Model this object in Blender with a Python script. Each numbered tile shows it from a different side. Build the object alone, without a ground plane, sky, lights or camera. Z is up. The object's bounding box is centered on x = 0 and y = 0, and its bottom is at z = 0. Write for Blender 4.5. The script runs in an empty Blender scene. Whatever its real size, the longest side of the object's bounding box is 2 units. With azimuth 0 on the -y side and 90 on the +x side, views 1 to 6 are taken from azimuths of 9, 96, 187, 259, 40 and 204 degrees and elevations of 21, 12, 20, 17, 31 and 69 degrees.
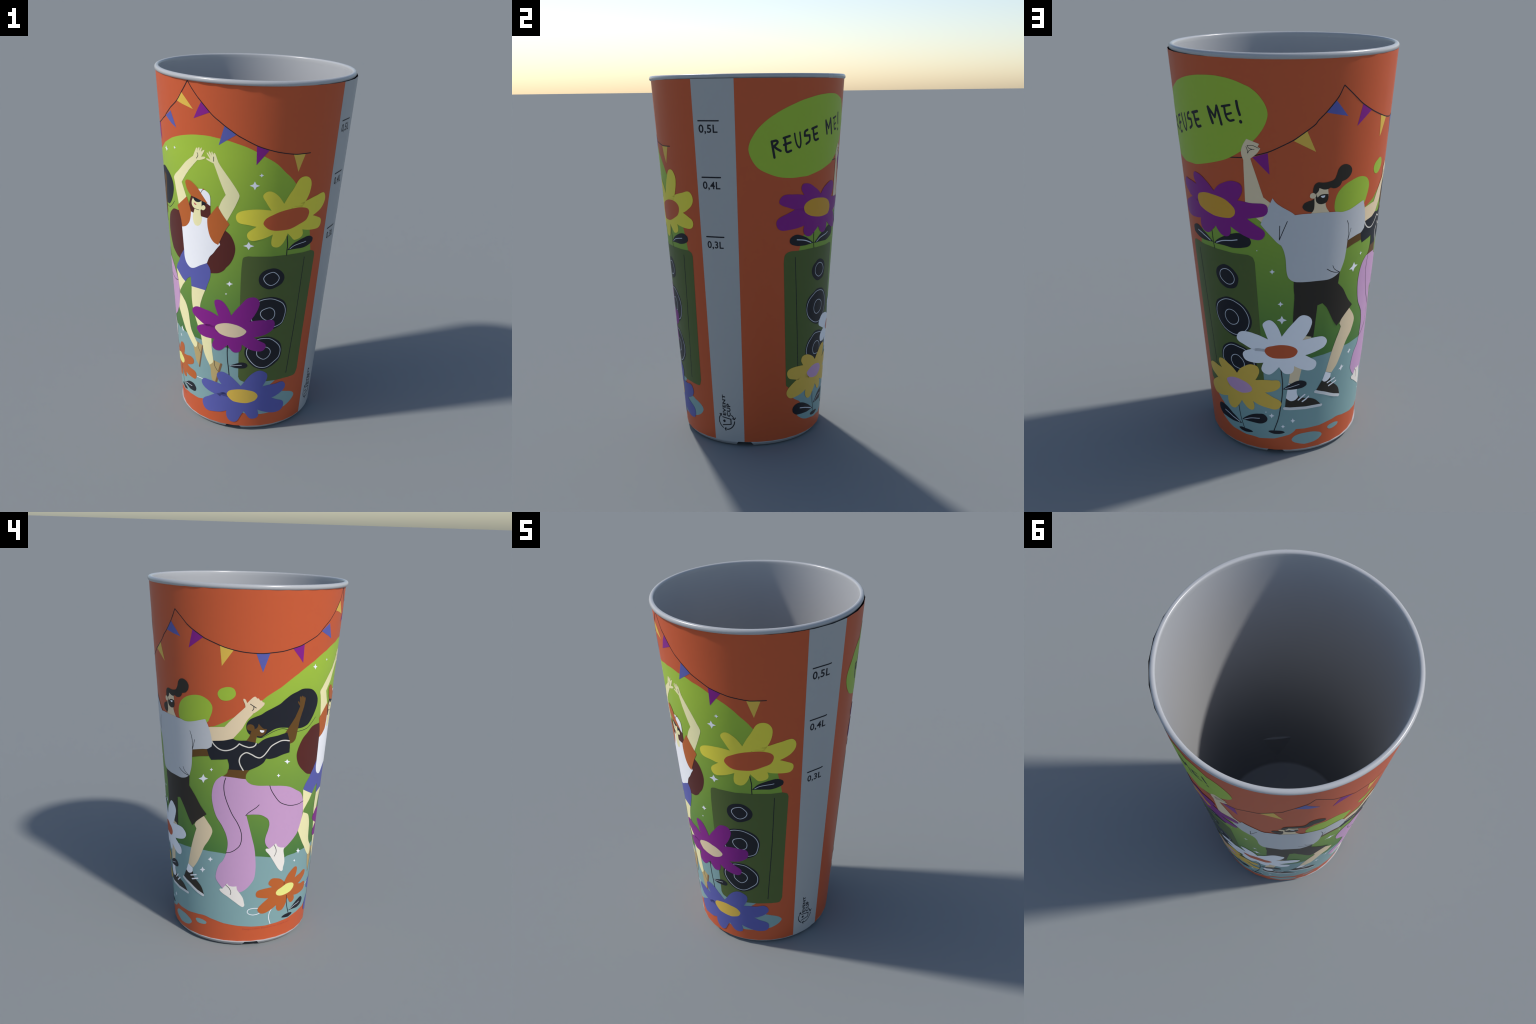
"""Tapered half-litre festival drinking cup with a printed sleeve.

The white cup is a surface of revolution with a rolled rim and four vent
notches in its foot ring.  The sleeve is a 32-sided, slightly oval cone.  Every
piece of the print is a thin patch laid on the sleeve.  Print positions are
given as (azimuth in degrees, height in metres); azimuth 0 looks along -y and
90 along +x.  A third value of 1 marks a sharp corner, all other control points
are passed smoothly.
"""
import bpy, bmesh
from math import sin, cos, pi, radians, sqrt, floor, hypot
from mathutils import Vector
from mathutils.geometry import tessellate_polygon

# ------------------------------------------------------------------ materials
def srgb(r, g, b):
    f = lambda c: c / 12.92 if c <= 0.04045 else ((c + 0.055) / 1.055) ** 2.4
    return (f(r / 255), f(g / 255), f(b / 255), 1.0)


def print_material(name, col, top=None, z0=0.0, z1=1.0, rough=0.42):
    """Printed ink: flat colour with very fine grain; optional gradient that
    was drawn into the artwork (lime crest to deep green foot of the hill)."""
    m = bpy.data.materials.new(name)
    m.use_nodes = True
    nt = m.node_tree
    bsdf = nt.nodes["Principled BSDF"]
    tc = nt.nodes.new("ShaderNodeTexCoord")
    noise = nt.nodes.new("ShaderNodeTexNoise")
    noise.inputs["Scale"].default_value = 60.0
    noise.inputs["Detail"].default_value = 3.0
    nt.links.new(tc.outputs["Object"], noise.inputs["Vector"])
    grain = nt.nodes.new("ShaderNodeMapRange")
    grain.inputs["To Min"].default_value = 0.985
    grain.inputs["To Max"].default_value = 1.015
    nt.links.new(noise.outputs["Fac"], grain.inputs["Value"])
    mul = nt.nodes.new("ShaderNodeMix")
    mul.data_type = 'RGBA'
    mul.blend_type = 'MULTIPLY'
    mul.inputs["Factor"].default_value = 1.0
    if top is None:
        mul.inputs["A"].default_value = col
    else:
        sep = nt.nodes.new("ShaderNodeSeparateXYZ")
        nt.links.new(tc.outputs["Object"], sep.inputs[0])
        mr = nt.nodes.new("ShaderNodeMapRange")
        mr.inputs["From Min"].default_value = z0
        mr.inputs["From Max"].default_value = z1
        nt.links.new(sep.outputs["Z"], mr.inputs["Value"])
        ramp = nt.nodes.new("ShaderNodeValToRGB")
        ramp.color_ramp.elements[0].color = col
        ramp.color_ramp.elements[1].color = top
        nt.links.new(mr.outputs["Result"], ramp.inputs["Fac"])
        nt.links.new(ramp.outputs["Color"], mul.inputs["A"])
    nt.links.new(grain.outputs["Result"], mul.inputs["B"])
    nt.links.new(mul.outputs["Result"], bsdf.inputs["Base Color"])
    bsdf.inputs["Roughness"].default_value = rough
    bsdf.inputs["Specular IOR Level"].default_value = SPEC
    return m


def plastic_material(name, col, rough):
    m = bpy.data.materials.new(name)
    m.use_nodes = True
    nt = m.node_tree
    bsdf = nt.nodes["Principled BSDF"]
    tc = nt.nodes.new("ShaderNodeTexCoord")
    noise = nt.nodes.new("ShaderNodeTexNoise")
    noise.inputs["Scale"].default_value = 9.0
    nt.links.new(tc.outputs["Object"], noise.inputs["Vector"])
    mr = nt.nodes.new("ShaderNodeMapRange")
    mr.inputs["To Min"].default_value = rough - 0.01
    mr.inputs["To Max"].default_value = rough + 0.01
    nt.links.new(noise.outputs["Fac"], mr.inputs["Value"])
    nt.links.new(mr.outputs["Result"], bsdf.inputs["Roughness"])
    bsdf.inputs["Base Color"].default_value = col
    return m

SPEC = 0.2
ORANGE = print_material("orange_ink", srgb(204, 94, 56))
LIME = print_material("lime_ink", srgb(164, 195, 65))
HILL = print_material("hill_ink", srgb(71, 121, 64), srgb(165, 196, 66), 0.50, 1.62)
POND = print_material("pond_ink", srgb(135, 169, 170))
WHITE = print_material("white_ink", srgb(249, 248, 252))
GREY = print_material("shirt_grey_ink", srgb(202, 203, 206))
VEIN = print_material("pale_line_ink", srgb(205, 210, 220))
CREAM = print_material("cream_ink", srgb(243, 235, 226))
STITCH = print_material("stitch_ink", srgb(224, 218, 208))
SOLE = print_material("sole_ink", srgb(226, 226, 226))
INK = print_material("navy_ink", srgb(35, 37, 45))
BLACK = print_material("black_ink", srgb(54, 49, 43))
CABINET = print_material("cabinet_ink", srgb(88, 105, 55))
YELLOW = print_material("yellow_ink", srgb(239, 223, 75))
MUSTARD = print_material("mustard_ink", srgb(231, 190, 82))
GOLD = print_material("gold_ink", srgb(230, 189, 81))
OCHRE = print_material("ochre_ink", srgb(219, 161, 56))
PALE_YELLOW = print_material("pale_yellow_ink", srgb(241, 237, 138))
SAND = print_material("sand_ink", srgb(234, 210, 173))
PURPLE = print_material("purple_ink", srgb(137, 35, 137))
BLUE = print_material("violet_blue_ink", srgb(94, 97, 171))
LILAC = print_material("lilac_ink", srgb(205, 160, 201))
RUST = print_material("rust_ink", srgb(191, 101, 49))
MAROON = print_material("maroon_ink", srgb(90, 41, 37))
LIP = print_material("lip_ink", srgb(200, 72, 92))
SKIN_TAN = print_material("tan_skin_ink", srgb(239, 215, 177))
SKIN_PALE = print_material("pale_skin_ink", srgb(247, 238, 182))
SKIN_BROWN = print_material("brown_skin_ink", srgb(104, 73, 35))
TAN = print_material("tan_ink", srgb(192, 168, 114))
BROWN = print_material("brown_ink", srgb(138, 102, 70))
CREDIT = print_material("credit_ink", srgb(184, 74, 60))
PAPER = print_material("bare_strip", srgb(180, 180, 179))
PLASTIC = plastic_material("white_plastic", srgb(176, 177, 179), 0.27)
PLASTIC_INSIDE = plastic_material("white_plastic_inside", srgb(174, 175, 177), 0.42)
SHADE = print_material("dark_sleeve_back", srgb(40, 18, 14))  # near-black brown on the sleeve's inner faces and its top and bottom edges

# ------------------------------------------------------------------- geometry
SLEEVE_BOTTOM, SLEEVE_TOP, SIDES = 0.027, 1.977, 32
STEP = 360.0 / SIDES
ROWS = [SLEEVE_BOTTOM + (SLEEVE_TOP - SLEEVE_BOTTOM) * i / 20 for i in range(21)]


def oval(a, z, d=0.0):
    """Point of the oval cone the sleeve's corners lie on."""
    r = radians(a)
    d += 0.0006 * z * sin(2 * r) ** 2
    return Vector(((0.4599 + 0.0783 * (z - 1) + d) * sin(r) + 0.0006 * (z - 0.5),
                   -(0.4578 + 0.0692 * (z - 1) + d) * cos(r) + 0.001 + 0.0011 * (z - 1), z))


def on_sleeve(a, z, d=0.0):
    """Same, on the flat facet between two corners."""
    k = floor(a / STEP + 1e-6)
    a0, a1 = k * STEP, (k + 1) * STEP
    s0, s1 = sin(radians(a - a0)), sin(radians(a1 - a))
    t = s0 / (s0 + s1)
    return oval(a0, z, d).lerp(oval(a1, z, d), min(max(t, 0), 1))


def sleeve_normal(a, z):
    du = oval(a + 0.5, z) - oval(a - 0.5, z)
    dv = oval(a, z + 0.01) - oval(a, z - 0.01)
    return du.cross(dv).normalized()


def link(name, mesh, parent, mat=None):
    ob = bpy.data.objects.new(name, mesh)
    bpy.context.scene.collection.objects.link(ob)
    ob.parent = parent
    if mat:
        mesh.materials.append(mat)
    return ob


def spline(ctrl, closed, n=6):
    """Centripetal Catmull-Rom through control points, broken at corners."""
    pts = [Vector((p[0], p[1] * 110.0)) for p in ctrl]      # ~isotropic units
    sharp = [len(p) > 2 for p in ctrl]
    m = len(pts)
    out = []
    for i in range(m if closed else m - 1):
        p1, p2 = pts[i], pts[(i + 1) % m]
        if sharp[i] or (not closed and i == 0):
            p0 = p1 - (p2 - p1)
        else:
            p0 = pts[i - 1]
        j = (i + 1) % m
        if sharp[j] or (not closed and i == m - 2):
            p3 = p2 + (p2 - p1)
        else:
            p3 = pts[(i + 2) % m]
        out.append((p1.copy(), sharp[i]))
        if (sharp[i] and sharp[j]) or (p2 - p1).length < 1e-4:
            continue
        t1 = max((p1 - p0).length, 1e-4) ** 0.5
        t2 = t1 + max((p2 - p1).length, 1e-4) ** 0.5
        t3 = t2 + max((p3 - p2).length, 1e-4) ** 0.5
        for s in range(1, n):
            t = t1 + (t2 - t1) * s / n
            a1 = p0 * ((t1 - t) / t1) + p1 * (t / t1)
            a2 = p1 * ((t2 - t) / (t2 - t1)) + p2 * ((t - t1) / (t2 - t1))
            a3 = p2 * ((t3 - t) / (t3 - t2)) + p3 * ((t - t2) / (t3 - t2))
            b1 = a1 * ((t2 - t) / t2) + a2 * (t / t2)
            b2 = a2 * ((t3 - t) / (t3 - t1)) + a3 * ((t - t1) / (t3 - t1))
            out.append((b1 * ((t2 - t) / (t2 - t1)) + b2 * ((t - t1) / (t2 - t1)), False))
    if not closed:
        out.append((pts[-1].copy(), False))
    return [((p.x, p.y / 110.0), c) for p, c in out]

COUNT = [0]
LAYER, EPS = 0.00024, 0.00003


def lay_on_sleeve(name, mat, layer, verts, faces):
    """Flat (azimuth, height) mesh -> patch of print on the sleeve facets."""
    COUNT[0] += 1
    off = layer * LAYER + (COUNT[0] % 7) * EPS
    bm = bmesh.new()
    vs = [bm.verts.new((v[0], v[1], v[2] if len(v) > 2 else 0.0)) for v in verts]
    for f in faces:
        if len(set(f)) == len(f):
            try:
                bm.faces.new([vs[i] for i in f])
            except ValueError:
                pass
    lo = min(v[0] for v in verts)
    hi = max(v[0] for v in verts)
    k = floor(lo / STEP) + 1
    while k * STEP < hi:
        bmesh.ops.bisect_plane(bm, geom=bm.verts[:] + bm.edges[:] + bm.faces[:], dist=1e-5,
                               plane_co=(k * STEP, 0, 0), plane_no=(1, 0, 0))
        k += 1
    lo = min(v[1] for v in verts)
    hi = max(v[1] for v in verts)
    for z in ROWS:
        if lo < z < hi:
            bmesh.ops.bisect_plane(bm, geom=bm.verts[:] + bm.edges[:] + bm.faces[:], dist=1e-6,
                                   plane_co=(0, z, 0), plane_no=(0, 1, 0))
    normals = []
    for v in bm.verts:
        a, z, e = v.co
        v.co = on_sleeve(a, z, off + e)
        v.index = len(normals)
        normals.append(sleeve_normal(a, z))
    for f in bm.faces:
        f.normal_update()
        if f.normal.dot(normals[f.verts[0].index]) < 0:
            f.normal_flip()
        f.smooth = True
    me = bpy.data.meshes.new(name)
    bm.to_mesh(me)
    bm.free()
    me.normals_split_custom_set_from_vertices(normals)
    return link(name, me, sleeve, mat)


def shape(name, mat, layer, ctrl):
    pts = [p for p, c in spline(ctrl, True)]
    tris = tessellate_polygon([[Vector((p[0], p[1] * 110, 0)) for p in pts]])
    return lay_on_sleeve(name, mat, layer, pts, [tuple(t) for t in tris])


def stroke(name, mat, layer, width, ctrl, closed=False):
    """Pen line of constant width with round ends and round corners."""
    path = spline(ctrl, closed, 8)
    if closed:
        path.append(path[0])
    runs, run = [], []
    for p, c in path:
        run.append(p)
        if c and len(run) > 1:
            runs.append(run)
            run = [p]
    if len(run) > 1:
        runs.append(run)
    verts, faces = [], []
    for n, run in enumerate(runs):
        e = n * 0.000006
        sx = lambda z: radians(1) * (0.4588 + 0.0737 * (z - 1))
        m = [(a * sx(z), z) for a, z in run]
        base = len(verts)
        h = width / 2
        side = []
        for i in range(len(m)):
            j0, j1 = max(i - 1, 0), min(i + 1, len(m) - 1)
            if closed and len(runs) == 1 and i in (0, len(m) - 1):
                j0, j1 = len(m) - 2, 1
            dx, dy = m[j1][0] - m[j0][0], m[j1][1] - m[j0][1]
            l = hypot(dx, dy) or 1
            side.append((-dy / l, dx / l))
        for (a, z), (nx, ny) in zip(run, side):
            verts.append((a + nx * h / sx(z), z + ny * h, e))
            verts.append((a - nx * h / sx(z), z - ny * h, e))
        for i in range(len(m) - 1):
            b = base + 2 * i
            faces.append((b, b + 1, b + 3, b + 2))
        if not closed:
            for end, sgn in ((0, 1), (len(m) - 1, -1)):
                (a, z), (nx, ny) = run[end], side[end]
                b = base + 2 * end
                cap = [b]
                for q in range(1, 6):
                    w = pi * q / 6
                    ox = nx * cos(w) - sgn * ny * sin(w)
                    oy = ny * cos(w) + sgn * nx * sin(w)
                    cap.append(len(verts))
                    verts.append((a + ox * h / sx(z), z + oy * h, e))
                cap.append(b + 1)
                faces.append(tuple(cap))
    return lay_on_sleeve(name, mat, layer, verts, faces)


def star(tips):
    """Four-pointed sparkle from its left, top, right and bottom tips."""
    cx = sum(t[0] for t in tips) / 4
    cz = sum(t[1] for t in tips) / 4
    pts = []
    for i in range(4):
        p, q = tips[i], tips[(i + 1) % 4]
        pts.append(p)
        pts.append((cx + ((p[0] + q[0]) / 2 - cx) * 0.62, cz + ((p[1] + q[1]) / 2 - cz) * 0.62))
    c = len(pts)
    pts.append((cx, cz))
    return lay_on_sleeve("sparkle", WHITE, 3, pts, [(i, (i + 1) % 8, c) for i in range(8)])


def flower(petal_mat, centre_mat, layer, base, petals, centre):
    """Petals are (side, tip, side) triples fanning out from one base point."""
    B = Vector((base[0], base[1] * 110))
    for L, T, R in petals:
        L, T, R = (Vector((p[0], p[1] * 110)) for p in (L, T, R))
        axis = (T - B).normalized()
        pts = []

        def bez(p0, p1, p2, p3, n):
            for i in range(n):
                t = i / n
                s = 1 - t
                pts.append(p0 * s ** 3 + p1 * 3 * s * s * t + p2 * 3 * s * t * t + p3 * t ** 3)

        across = (R - L) - axis * (R - L).dot(axis)
        BL, BR = B + (L - B) * 0.22 - across * 0.44, B + (R - B) * 0.22 + across * 0.44
        dl, dt, dr = (T - BL).normalized(), (R - L).normalized(), (BR - T).normalized()
        lt, tr = (T - L).length * 0.42, (R - T).length * 0.42
        bez(BL, BL + (L - BL) * 0.35, L - dl * (L - BL).length * 0.38, L, 9)
        bez(L, L + dl * lt, T - dt * lt, T, 9)
        bez(T, T + dt * tr, R - dr * tr, R, 9)
        bez(R, R + dr * (R - BR).length * 0.38, BR + (R - BR) * 0.35, BR, 9)
        pts.append(BR)
        pts.append(B)
        tris = tessellate_polygon([[Vector((p.x, p.y, 0)) for p in pts]])
        lay_on_sleeve("petal", petal_mat, layer, [(p.x, p.y / 110) for p in pts], [tuple(t) for t in tris])
    shape("flower_centre", centre_mat, layer + 1, centre)


def lettering(name, mat, layer, text, a0, z0, run, height, turn=False, squash=None, bold=0.0, climb=0.0):
    """Built-in font, laid on the sleeve; `run` is the length in metres along
    the line, `height` the cap height; turn=True reads upwards."""
    cu = bpy.data.curves.new(name, 'FONT')
    cu.body = text
    cu.resolution_u = 4
    cu.offset = bold
    cu.space_character = 1.0 + bold * 3
    tmp = bpy.data.objects.new(name, cu)
    bpy.context.scene.collection.objects.link(tmp)
    bpy.context.view_layer.update()
    me = tmp.to_mesh()
    vs = [v.co.copy() for v in me.vertices]
    fs = [tuple(p.vertices) for p in me.polygons]
    tmp.to_mesh_clear()
    bpy.data.objects.remove(tmp)
    x0, x1 = min(v.x for v in vs), max(v.x for v in vs)
    cap = 0.70
    out = []
    for v in vs:
        x, y = (v.x - x0) / (x1 - x0) * run, v.y / cap * height
        if turn:
            z = z0 + x
            out.append((a0 - y / (radians(1) * (0.4588 + 0.0737 * (z - 1))), z))
        else:
            z = z0 + y + climb * x
            out.append((a0 + x / (radians(1) * (0.4588 + 0.0737 * (z0 - 1))), z))
    return lay_on_sleeve(name, mat, layer, out, fs)

# ------------------------------------------------------------------------ cup
cup = bpy.data.objects.new("drinking_cup", None)
bpy.context.scene.collection.objects.link(cup)
cup["label"] = "tall tapered reusable drinking cup with colourful printed party sleeve"
cup["category"] = "drinking cup"


def revolve(name, profile, segs, cx):
    bm = bmesh.new()
    rings = []
    for r, z in profile:
        if r < 1e-6:
            rings.append([bm.verts.new((cx, 0, z))])
        else:
            rings.append([bm.verts.new((cx + r * sin(2 * pi * i / segs), -r * cos(2 * pi * i / segs), z)) for i in range(segs)])
    for A, Bq in zip(rings, rings[1:]):
        for i in range(segs):
            j = (i + 1) % segs
            if len(A) == 1:
                bm.faces.new((A[0], Bq[j], Bq[i]))
            elif len(Bq) == 1:
                bm.faces.new((A[i], A[j], Bq[0]))
            else:
                bm.faces.new((A[i], A[j], Bq[j], Bq[i]))
    bmesh.ops.recalc_face_normals(bm, faces=bm.faces[:])
    me = bpy.data.meshes.new(name)
    bm.to_mesh(me)
    bm.free()
    return me

CUP_X = -0.004
outer = [(0.0, 0.0225), (0.342, 0.0225), (0.3485, 0.019), (0.351, 0.004), (0.355, 0.0), (0.364, 0.0), (0.3685, 0.0015), (0.3725, 0.006), (0.3785, 0.013), (0.3835, 0.0195), (0.3858, 0.0235), (0.3850, 0.0262), (0.3785, 0.0275), (0.3765, 0.032), (0.3785, 0.06), (0.3805, 0.11), (0.4065, 0.5), (0.4423, 1.0), (0.478, 1.5), (0.5125, 1.970)]
rim = [(0.5215, 1.9745), (0.5265, 1.9748), (0.5310, 1.9775), (0.5333, 1.9820), (0.5340, 1.9870), (0.5326, 1.9930), (0.5292, 1.9977),
       (0.5245, 2.0), (0.5185, 2.0), (0.5143, 1.9985), (0.5116, 1.9950), (0.5105, 1.9900)]
inner = [(0.5096, 1.975), (0.475, 1.5), (0.4393, 1.0), (0.4035, 0.5), (0.3745, 0.05), (0.371, 0.036), (0.362, 0.0315), (0.0, 0.0315)]
body_mesh = revolve("cup_body", outer + rim + inner, 160, CUP_X)
body = link("cup_body", body_mesh, cup, PLASTIC)


def notch_cutter(turned):
    bm = bmesh.new()
    half = [(-0.0497, -0.01), (0.0497, -0.01), (0.0497, 0.0), (0.0470, 0.0035), (0.0385, 0.0225), (0.035, 0.0255),
            (-0.035, 0.0255), (-0.0385, 0.0225), (-0.0470, 0.0035), (-0.0497, 0.0)]
    ends = []
    for s in (-0.5, 0.5):
        ends.append([bm.verts.new((CUP_X + y, s, z) if turned else (CUP_X + s, y, z)) for y, z in half])
    n = len(half)
    for i in range(n):
        bm.faces.new((ends[0][i], ends[0][(i + 1) % n], ends[1][(i + 1) % n], ends[1][i]))
    bm.faces.new(ends[0])
    bm.faces.new(list(reversed(ends[1])))
    bmesh.ops.recalc_face_normals(bm, faces=bm.faces[:])
    me = bpy.data.meshes.new("notch_cutter")
    bm.to_mesh(me)
    bm.free()
    return link("notch_cutter", me, None)

cutters = [notch_cutter(False), notch_cutter(True)]
for c in cutters:
    mod = body.modifiers.new("vent_notches", 'BOOLEAN')
    mod.operation = 'DIFFERENCE'
    mod.solver = 'EXACT'
    mod.object = c
bpy.context.view_layer.update()
cut = bpy.data.meshes.new_from_object(body.evaluated_get(bpy.context.evaluated_depsgraph_get()))
body.modifiers.clear()
body.data = cut
cut.name = "cup_body"
for c in cutters:
    bpy.data.objects.remove(c)
cut.set_sharp_from_angle(angle=radians(50))
cut.materials.append(PLASTIC_INSIDE)
for p in cut.polygons:
    p.use_smooth = True
    c, n = p.center, p.normal
    inward = n.x * (c.x - CUP_X) + n.y * c.y < 0
    if 0.031 < c.z < 1.98 and (inward or n.z > 0.9):
        p.material_index = 1

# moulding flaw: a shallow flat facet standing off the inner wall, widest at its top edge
bm = bmesh.new()
tops, fronts = [], []
wall = lambda z: 0.3745 + (z - 0.05) * 0.0646 + 0.003
for i in range(13):
    t = -1 + 2 * i / 12
    a = radians(30 + 13.3 * t)
    reach = 0.0175 * (1 - t * t) + 0.0002
    for r, lst in ((wall(0.386), tops), (wall(0.386) - reach, fronts)):
        lst.append(bm.verts.new((CUP_X + r * sin(a), -r * cos(a), 0.386)))
r = wall(0.10)
foot = bm.verts.new((CUP_X + r * sin(radians(30)), -r * cos(radians(30)), 0.10))
for i in range(12):
    bm.faces.new((tops[i], tops[i + 1], fronts[i + 1], fronts[i]))
    bm.faces.new((fronts[i], fronts[i + 1], foot))
    bm.faces.new((foot, tops[i + 1], tops[i]))
bm.faces.new((tops[0], fronts[0], foot))
bm.faces.new((tops[12], foot, fronts[12]))
bmesh.ops.recalc_face_normals(bm, faces=bm.faces[:])
flaw_mesh = bpy.data.meshes.new("inner_ridge")
bm.to_mesh(flaw_mesh)
bm.free()
link("inner_ridge", flaw_mesh, cup, PLASTIC_INSIDE)

# --------------------------------------------------------------------- sleeve
bm = bmesh.new()
WALL = 0.0006
section = [(z, 0.0) for z in ROWS] + [(SLEEVE_TOP, -WALL), (SLEEVE_BOTTOM, -WALL)]
loops = [[bm.verts.new(oval(i * STEP, z, d)) for i in range(SIDES)] for z, d in section]
for q in range(len(section)):
    A, Bq = loops[q], loops[(q + 1) % len(section)]
    for i in range(SIDES):
        j = (i + 1) % SIDES
        bm.faces.new((A[i], A[j], Bq[j], Bq[i])).smooth = True
sleeve_mesh = bpy.data.meshes.new("sleeve")
bm.to_mesh(sleeve_mesh)
bm.free()
loop_normals = []
for p in sleeve_mesh.polygons:
    band = p.index // SIDES
    for v in p.vertices:
        n = sleeve_normal((v % SIDES) * STEP, section[v // SIDES][0])
        if band == len(ROWS) - 1:
            n = Vector((0, 0, 1))
        elif band == len(ROWS):
            n = -n
        elif band > len(ROWS):
            n = Vector((0, 0, -1))
        loop_normals.append(n)
sleeve_mesh.normals_split_custom_set(loop_normals)
sleeve = link("sleeve", sleeve_mesh, cup, ORANGE)
sleeve_mesh.materials.append(SHADE)
for p in sleeve_mesh.polygons:
    if p.index // SIDES >= len(ROWS) - 1:
        p.material_index = 1

# -------------------------------------------------------------------- artwork

# landscape
shape("hill", HILL, 1, [(-42.8, 1.673), (-28.8, 1.706), (-18.5, 1.715), (-10.2, 1.71), (-5.2, 1.703), (1.1, 1.689), (5.6, 1.676), (10.7, 1.656), (14.9, 1.635), (22.5, 1.596), (28.4, 1.547), (30.9, 1.528), (34.5, 1.493), (40.6, 1.407), (46.7, 1.29), (49.3, 1.216), (52.2, 1.097, 1), (36.5, 0.805, 1), (19.9, 0.549, 1), (-17.5, 0.497, 1), (-27.3, 0.502, 1), (-77.2, 0.496, 1), (-128.9, 0.516, 1), (-145.7, 0.493, 1), (-186.3, 0.474, 1), (-205.9, 0.816, 1), (-231.5, 1.039, 1), (-229.2, 1.106), (-226.3, 1.179, 1), (-202.3, 1.268), (-187.9, 1.297, 1), (-178.2, 1.266, 1), (-147.3, 1.25, 1), (-129.4, 1.23, 1), (-121.8, 1.282), (-118.9, 1.288), (-112.5, 1.314), (-105.7, 1.347), (-99.1, 1.379), (-89.6, 1.436), (-87.2, 1.453), (-78.7, 1.499), (-67.3, 1.566), (-55.9, 1.622)])
shape("pond", POND, 2, [(-63.7, 0.535), (-54.7, 0.538), (-42.8, 0.543), (-34.2, 0.544), (-27, 0.543), (-7.1, 0.536), (-3.3, 0.531, 1), (10.8, 0.53, 1), (33, 0.325, 1), (27.1, 0.287, 1), (36.2, 0.247, 1), (47.7, 0.222), (52.3, 0.203), (53.8, 0.184), (51.1, 0.155), (43.5, 0.127), (30, 0.109), (21.2, 0.107), (7.5, 0.117), (-6.3, 0.145), (-27.9, 0.153), (-33.9, 0.143), (-46, 0.137), (-57.3, 0.126), (-67.9, 0.122), (-78.3, 0.118), (-90, 0.121), (-101.7, 0.128), (-113.4, 0.139), (-122.5, 0.153), (-129.9, 0.163), (-138, 0.158), (-145.2, 0.152), (-157.2, 0.15), (-164.2, 0.151, 1), (-165.6, 0.138), (-168.8, 0.122), (-174.8, 0.107), (-179.9, 0.097), (-186, 0.092), (-190.9, 0.089), (-195.9, 0.092), (-202.9, 0.093), (-207.7, 0.098), (-216.5, 0.11), (-221.5, 0.128), (-225.3, 0.154), (-223.5, 0.187), (-222.3, 0.221), (-229.4, 0.259), (-232.8, 0.292, 1), (-195.5, 0.551, 1), (-165.7, 0.598, 1), (-154.8, 0.557, 1), (-146.3, 0.564), (-140.1, 0.567), (-129.1, 0.574), (-121.5, 0.575), (-111, 0.574), (-89.2, 0.562), (-77.7, 0.548), (-65.8, 0.53)])
shape("puddle", POND, 2, [(-167.2, 0.089), (-165.5, 0.107), (-160.9, 0.12), (-155.1, 0.123), (-149, 0.117), (-144.7, 0.104), (-143.3, 0.089), (-145.5, 0.072), (-149.6, 0.059), (-157.2, 0.055), (-162.6, 0.064), (-166.1, 0.076)])
shape("puddle", POND, 2, [(-138.5, 0.122), (-136.4, 0.132), (-131.3, 0.132), (-127.7, 0.121), (-128.4, 0.11), (-132.7, 0.103), (-137.2, 0.108)])
shape("bush", LIME, 2, [(-145.1, 1.341), (-143.5, 1.384), (-139.5, 1.416), (-133, 1.438), (-126.8, 1.44), (-122.3, 1.423), (-119.9, 1.396), (-119.8, 1.37), (-121.3, 1.333), (-123, 1.306), (-129.2, 1.284), (-138.9, 1.284), (-144.3, 1.299)])
shape("bush", LIME, 2, [(-116.3, 1.457), (-115.6, 1.477), (-113.3, 1.492), (-109.6, 1.499), (-106.7, 1.492), (-105.5, 1.473), (-105.6, 1.457), (-107.4, 1.439), (-110.7, 1.428), (-114.5, 1.433)])

# bunting
stroke("bunting_string", INK, 3, 0.0046, [(-29.2, 1.972), (-26.4, 1.938), (-21.7, 1.892), (-18, 1.857), (-14, 1.822), (-10, 1.796), (-6.9, 1.775), (-3.1, 1.753), (1, 1.73), (1.4, 1.728), (10.9, 1.687), (17.1, 1.668), (23.9, 1.653), (29.8, 1.644), (34, 1.64), (38.4, 1.64), (42.8, 1.641)])
stroke("bunting_string", INK, 3, 0.0044, [(-29.3, 1.972), (-33.8, 1.914), (-38.5, 1.865), (-44.7, 1.822), (-52.3, 1.771), (-52.5, 1.768), (-56, 1.749), (-66.9, 1.708), (-72.6, 1.694), (-78.8, 1.682), (-84.6, 1.676), (-90.3, 1.672), (-95.6, 1.673), (-100.8, 1.677), (-107, 1.686), (-111.2, 1.695), (-114.7, 1.705), (-122.8, 1.732), (-124.7, 1.74), (-131.4, 1.773), (-134.2, 1.79), (-139, 1.826), (-143.7, 1.861, 1), (-143.9, 1.86, 1), (-146.2, 1.82), (-147.7, 1.801), (-152.5, 1.752), (-156.4, 1.719), (-157.6, 1.705), (-161.7, 1.677), (-167.9, 1.64), (-174.2, 1.611), (-180.2, 1.587), (-187.1, 1.569), (-193.9, 1.556), (-197.3, 1.554), (-201.2, 1.552), (-203.8, 1.549)])
shape("pennant", GOLD, 2, [(-33.9, 1.911, 1), (-38.3, 1.863, 1), (-26.2, 1.837, 1)])
shape("pennant", PURPLE, 2, [(-20.6, 1.879, 1), (-15.2, 1.834, 1), (-26, 1.792, 1)])
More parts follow.
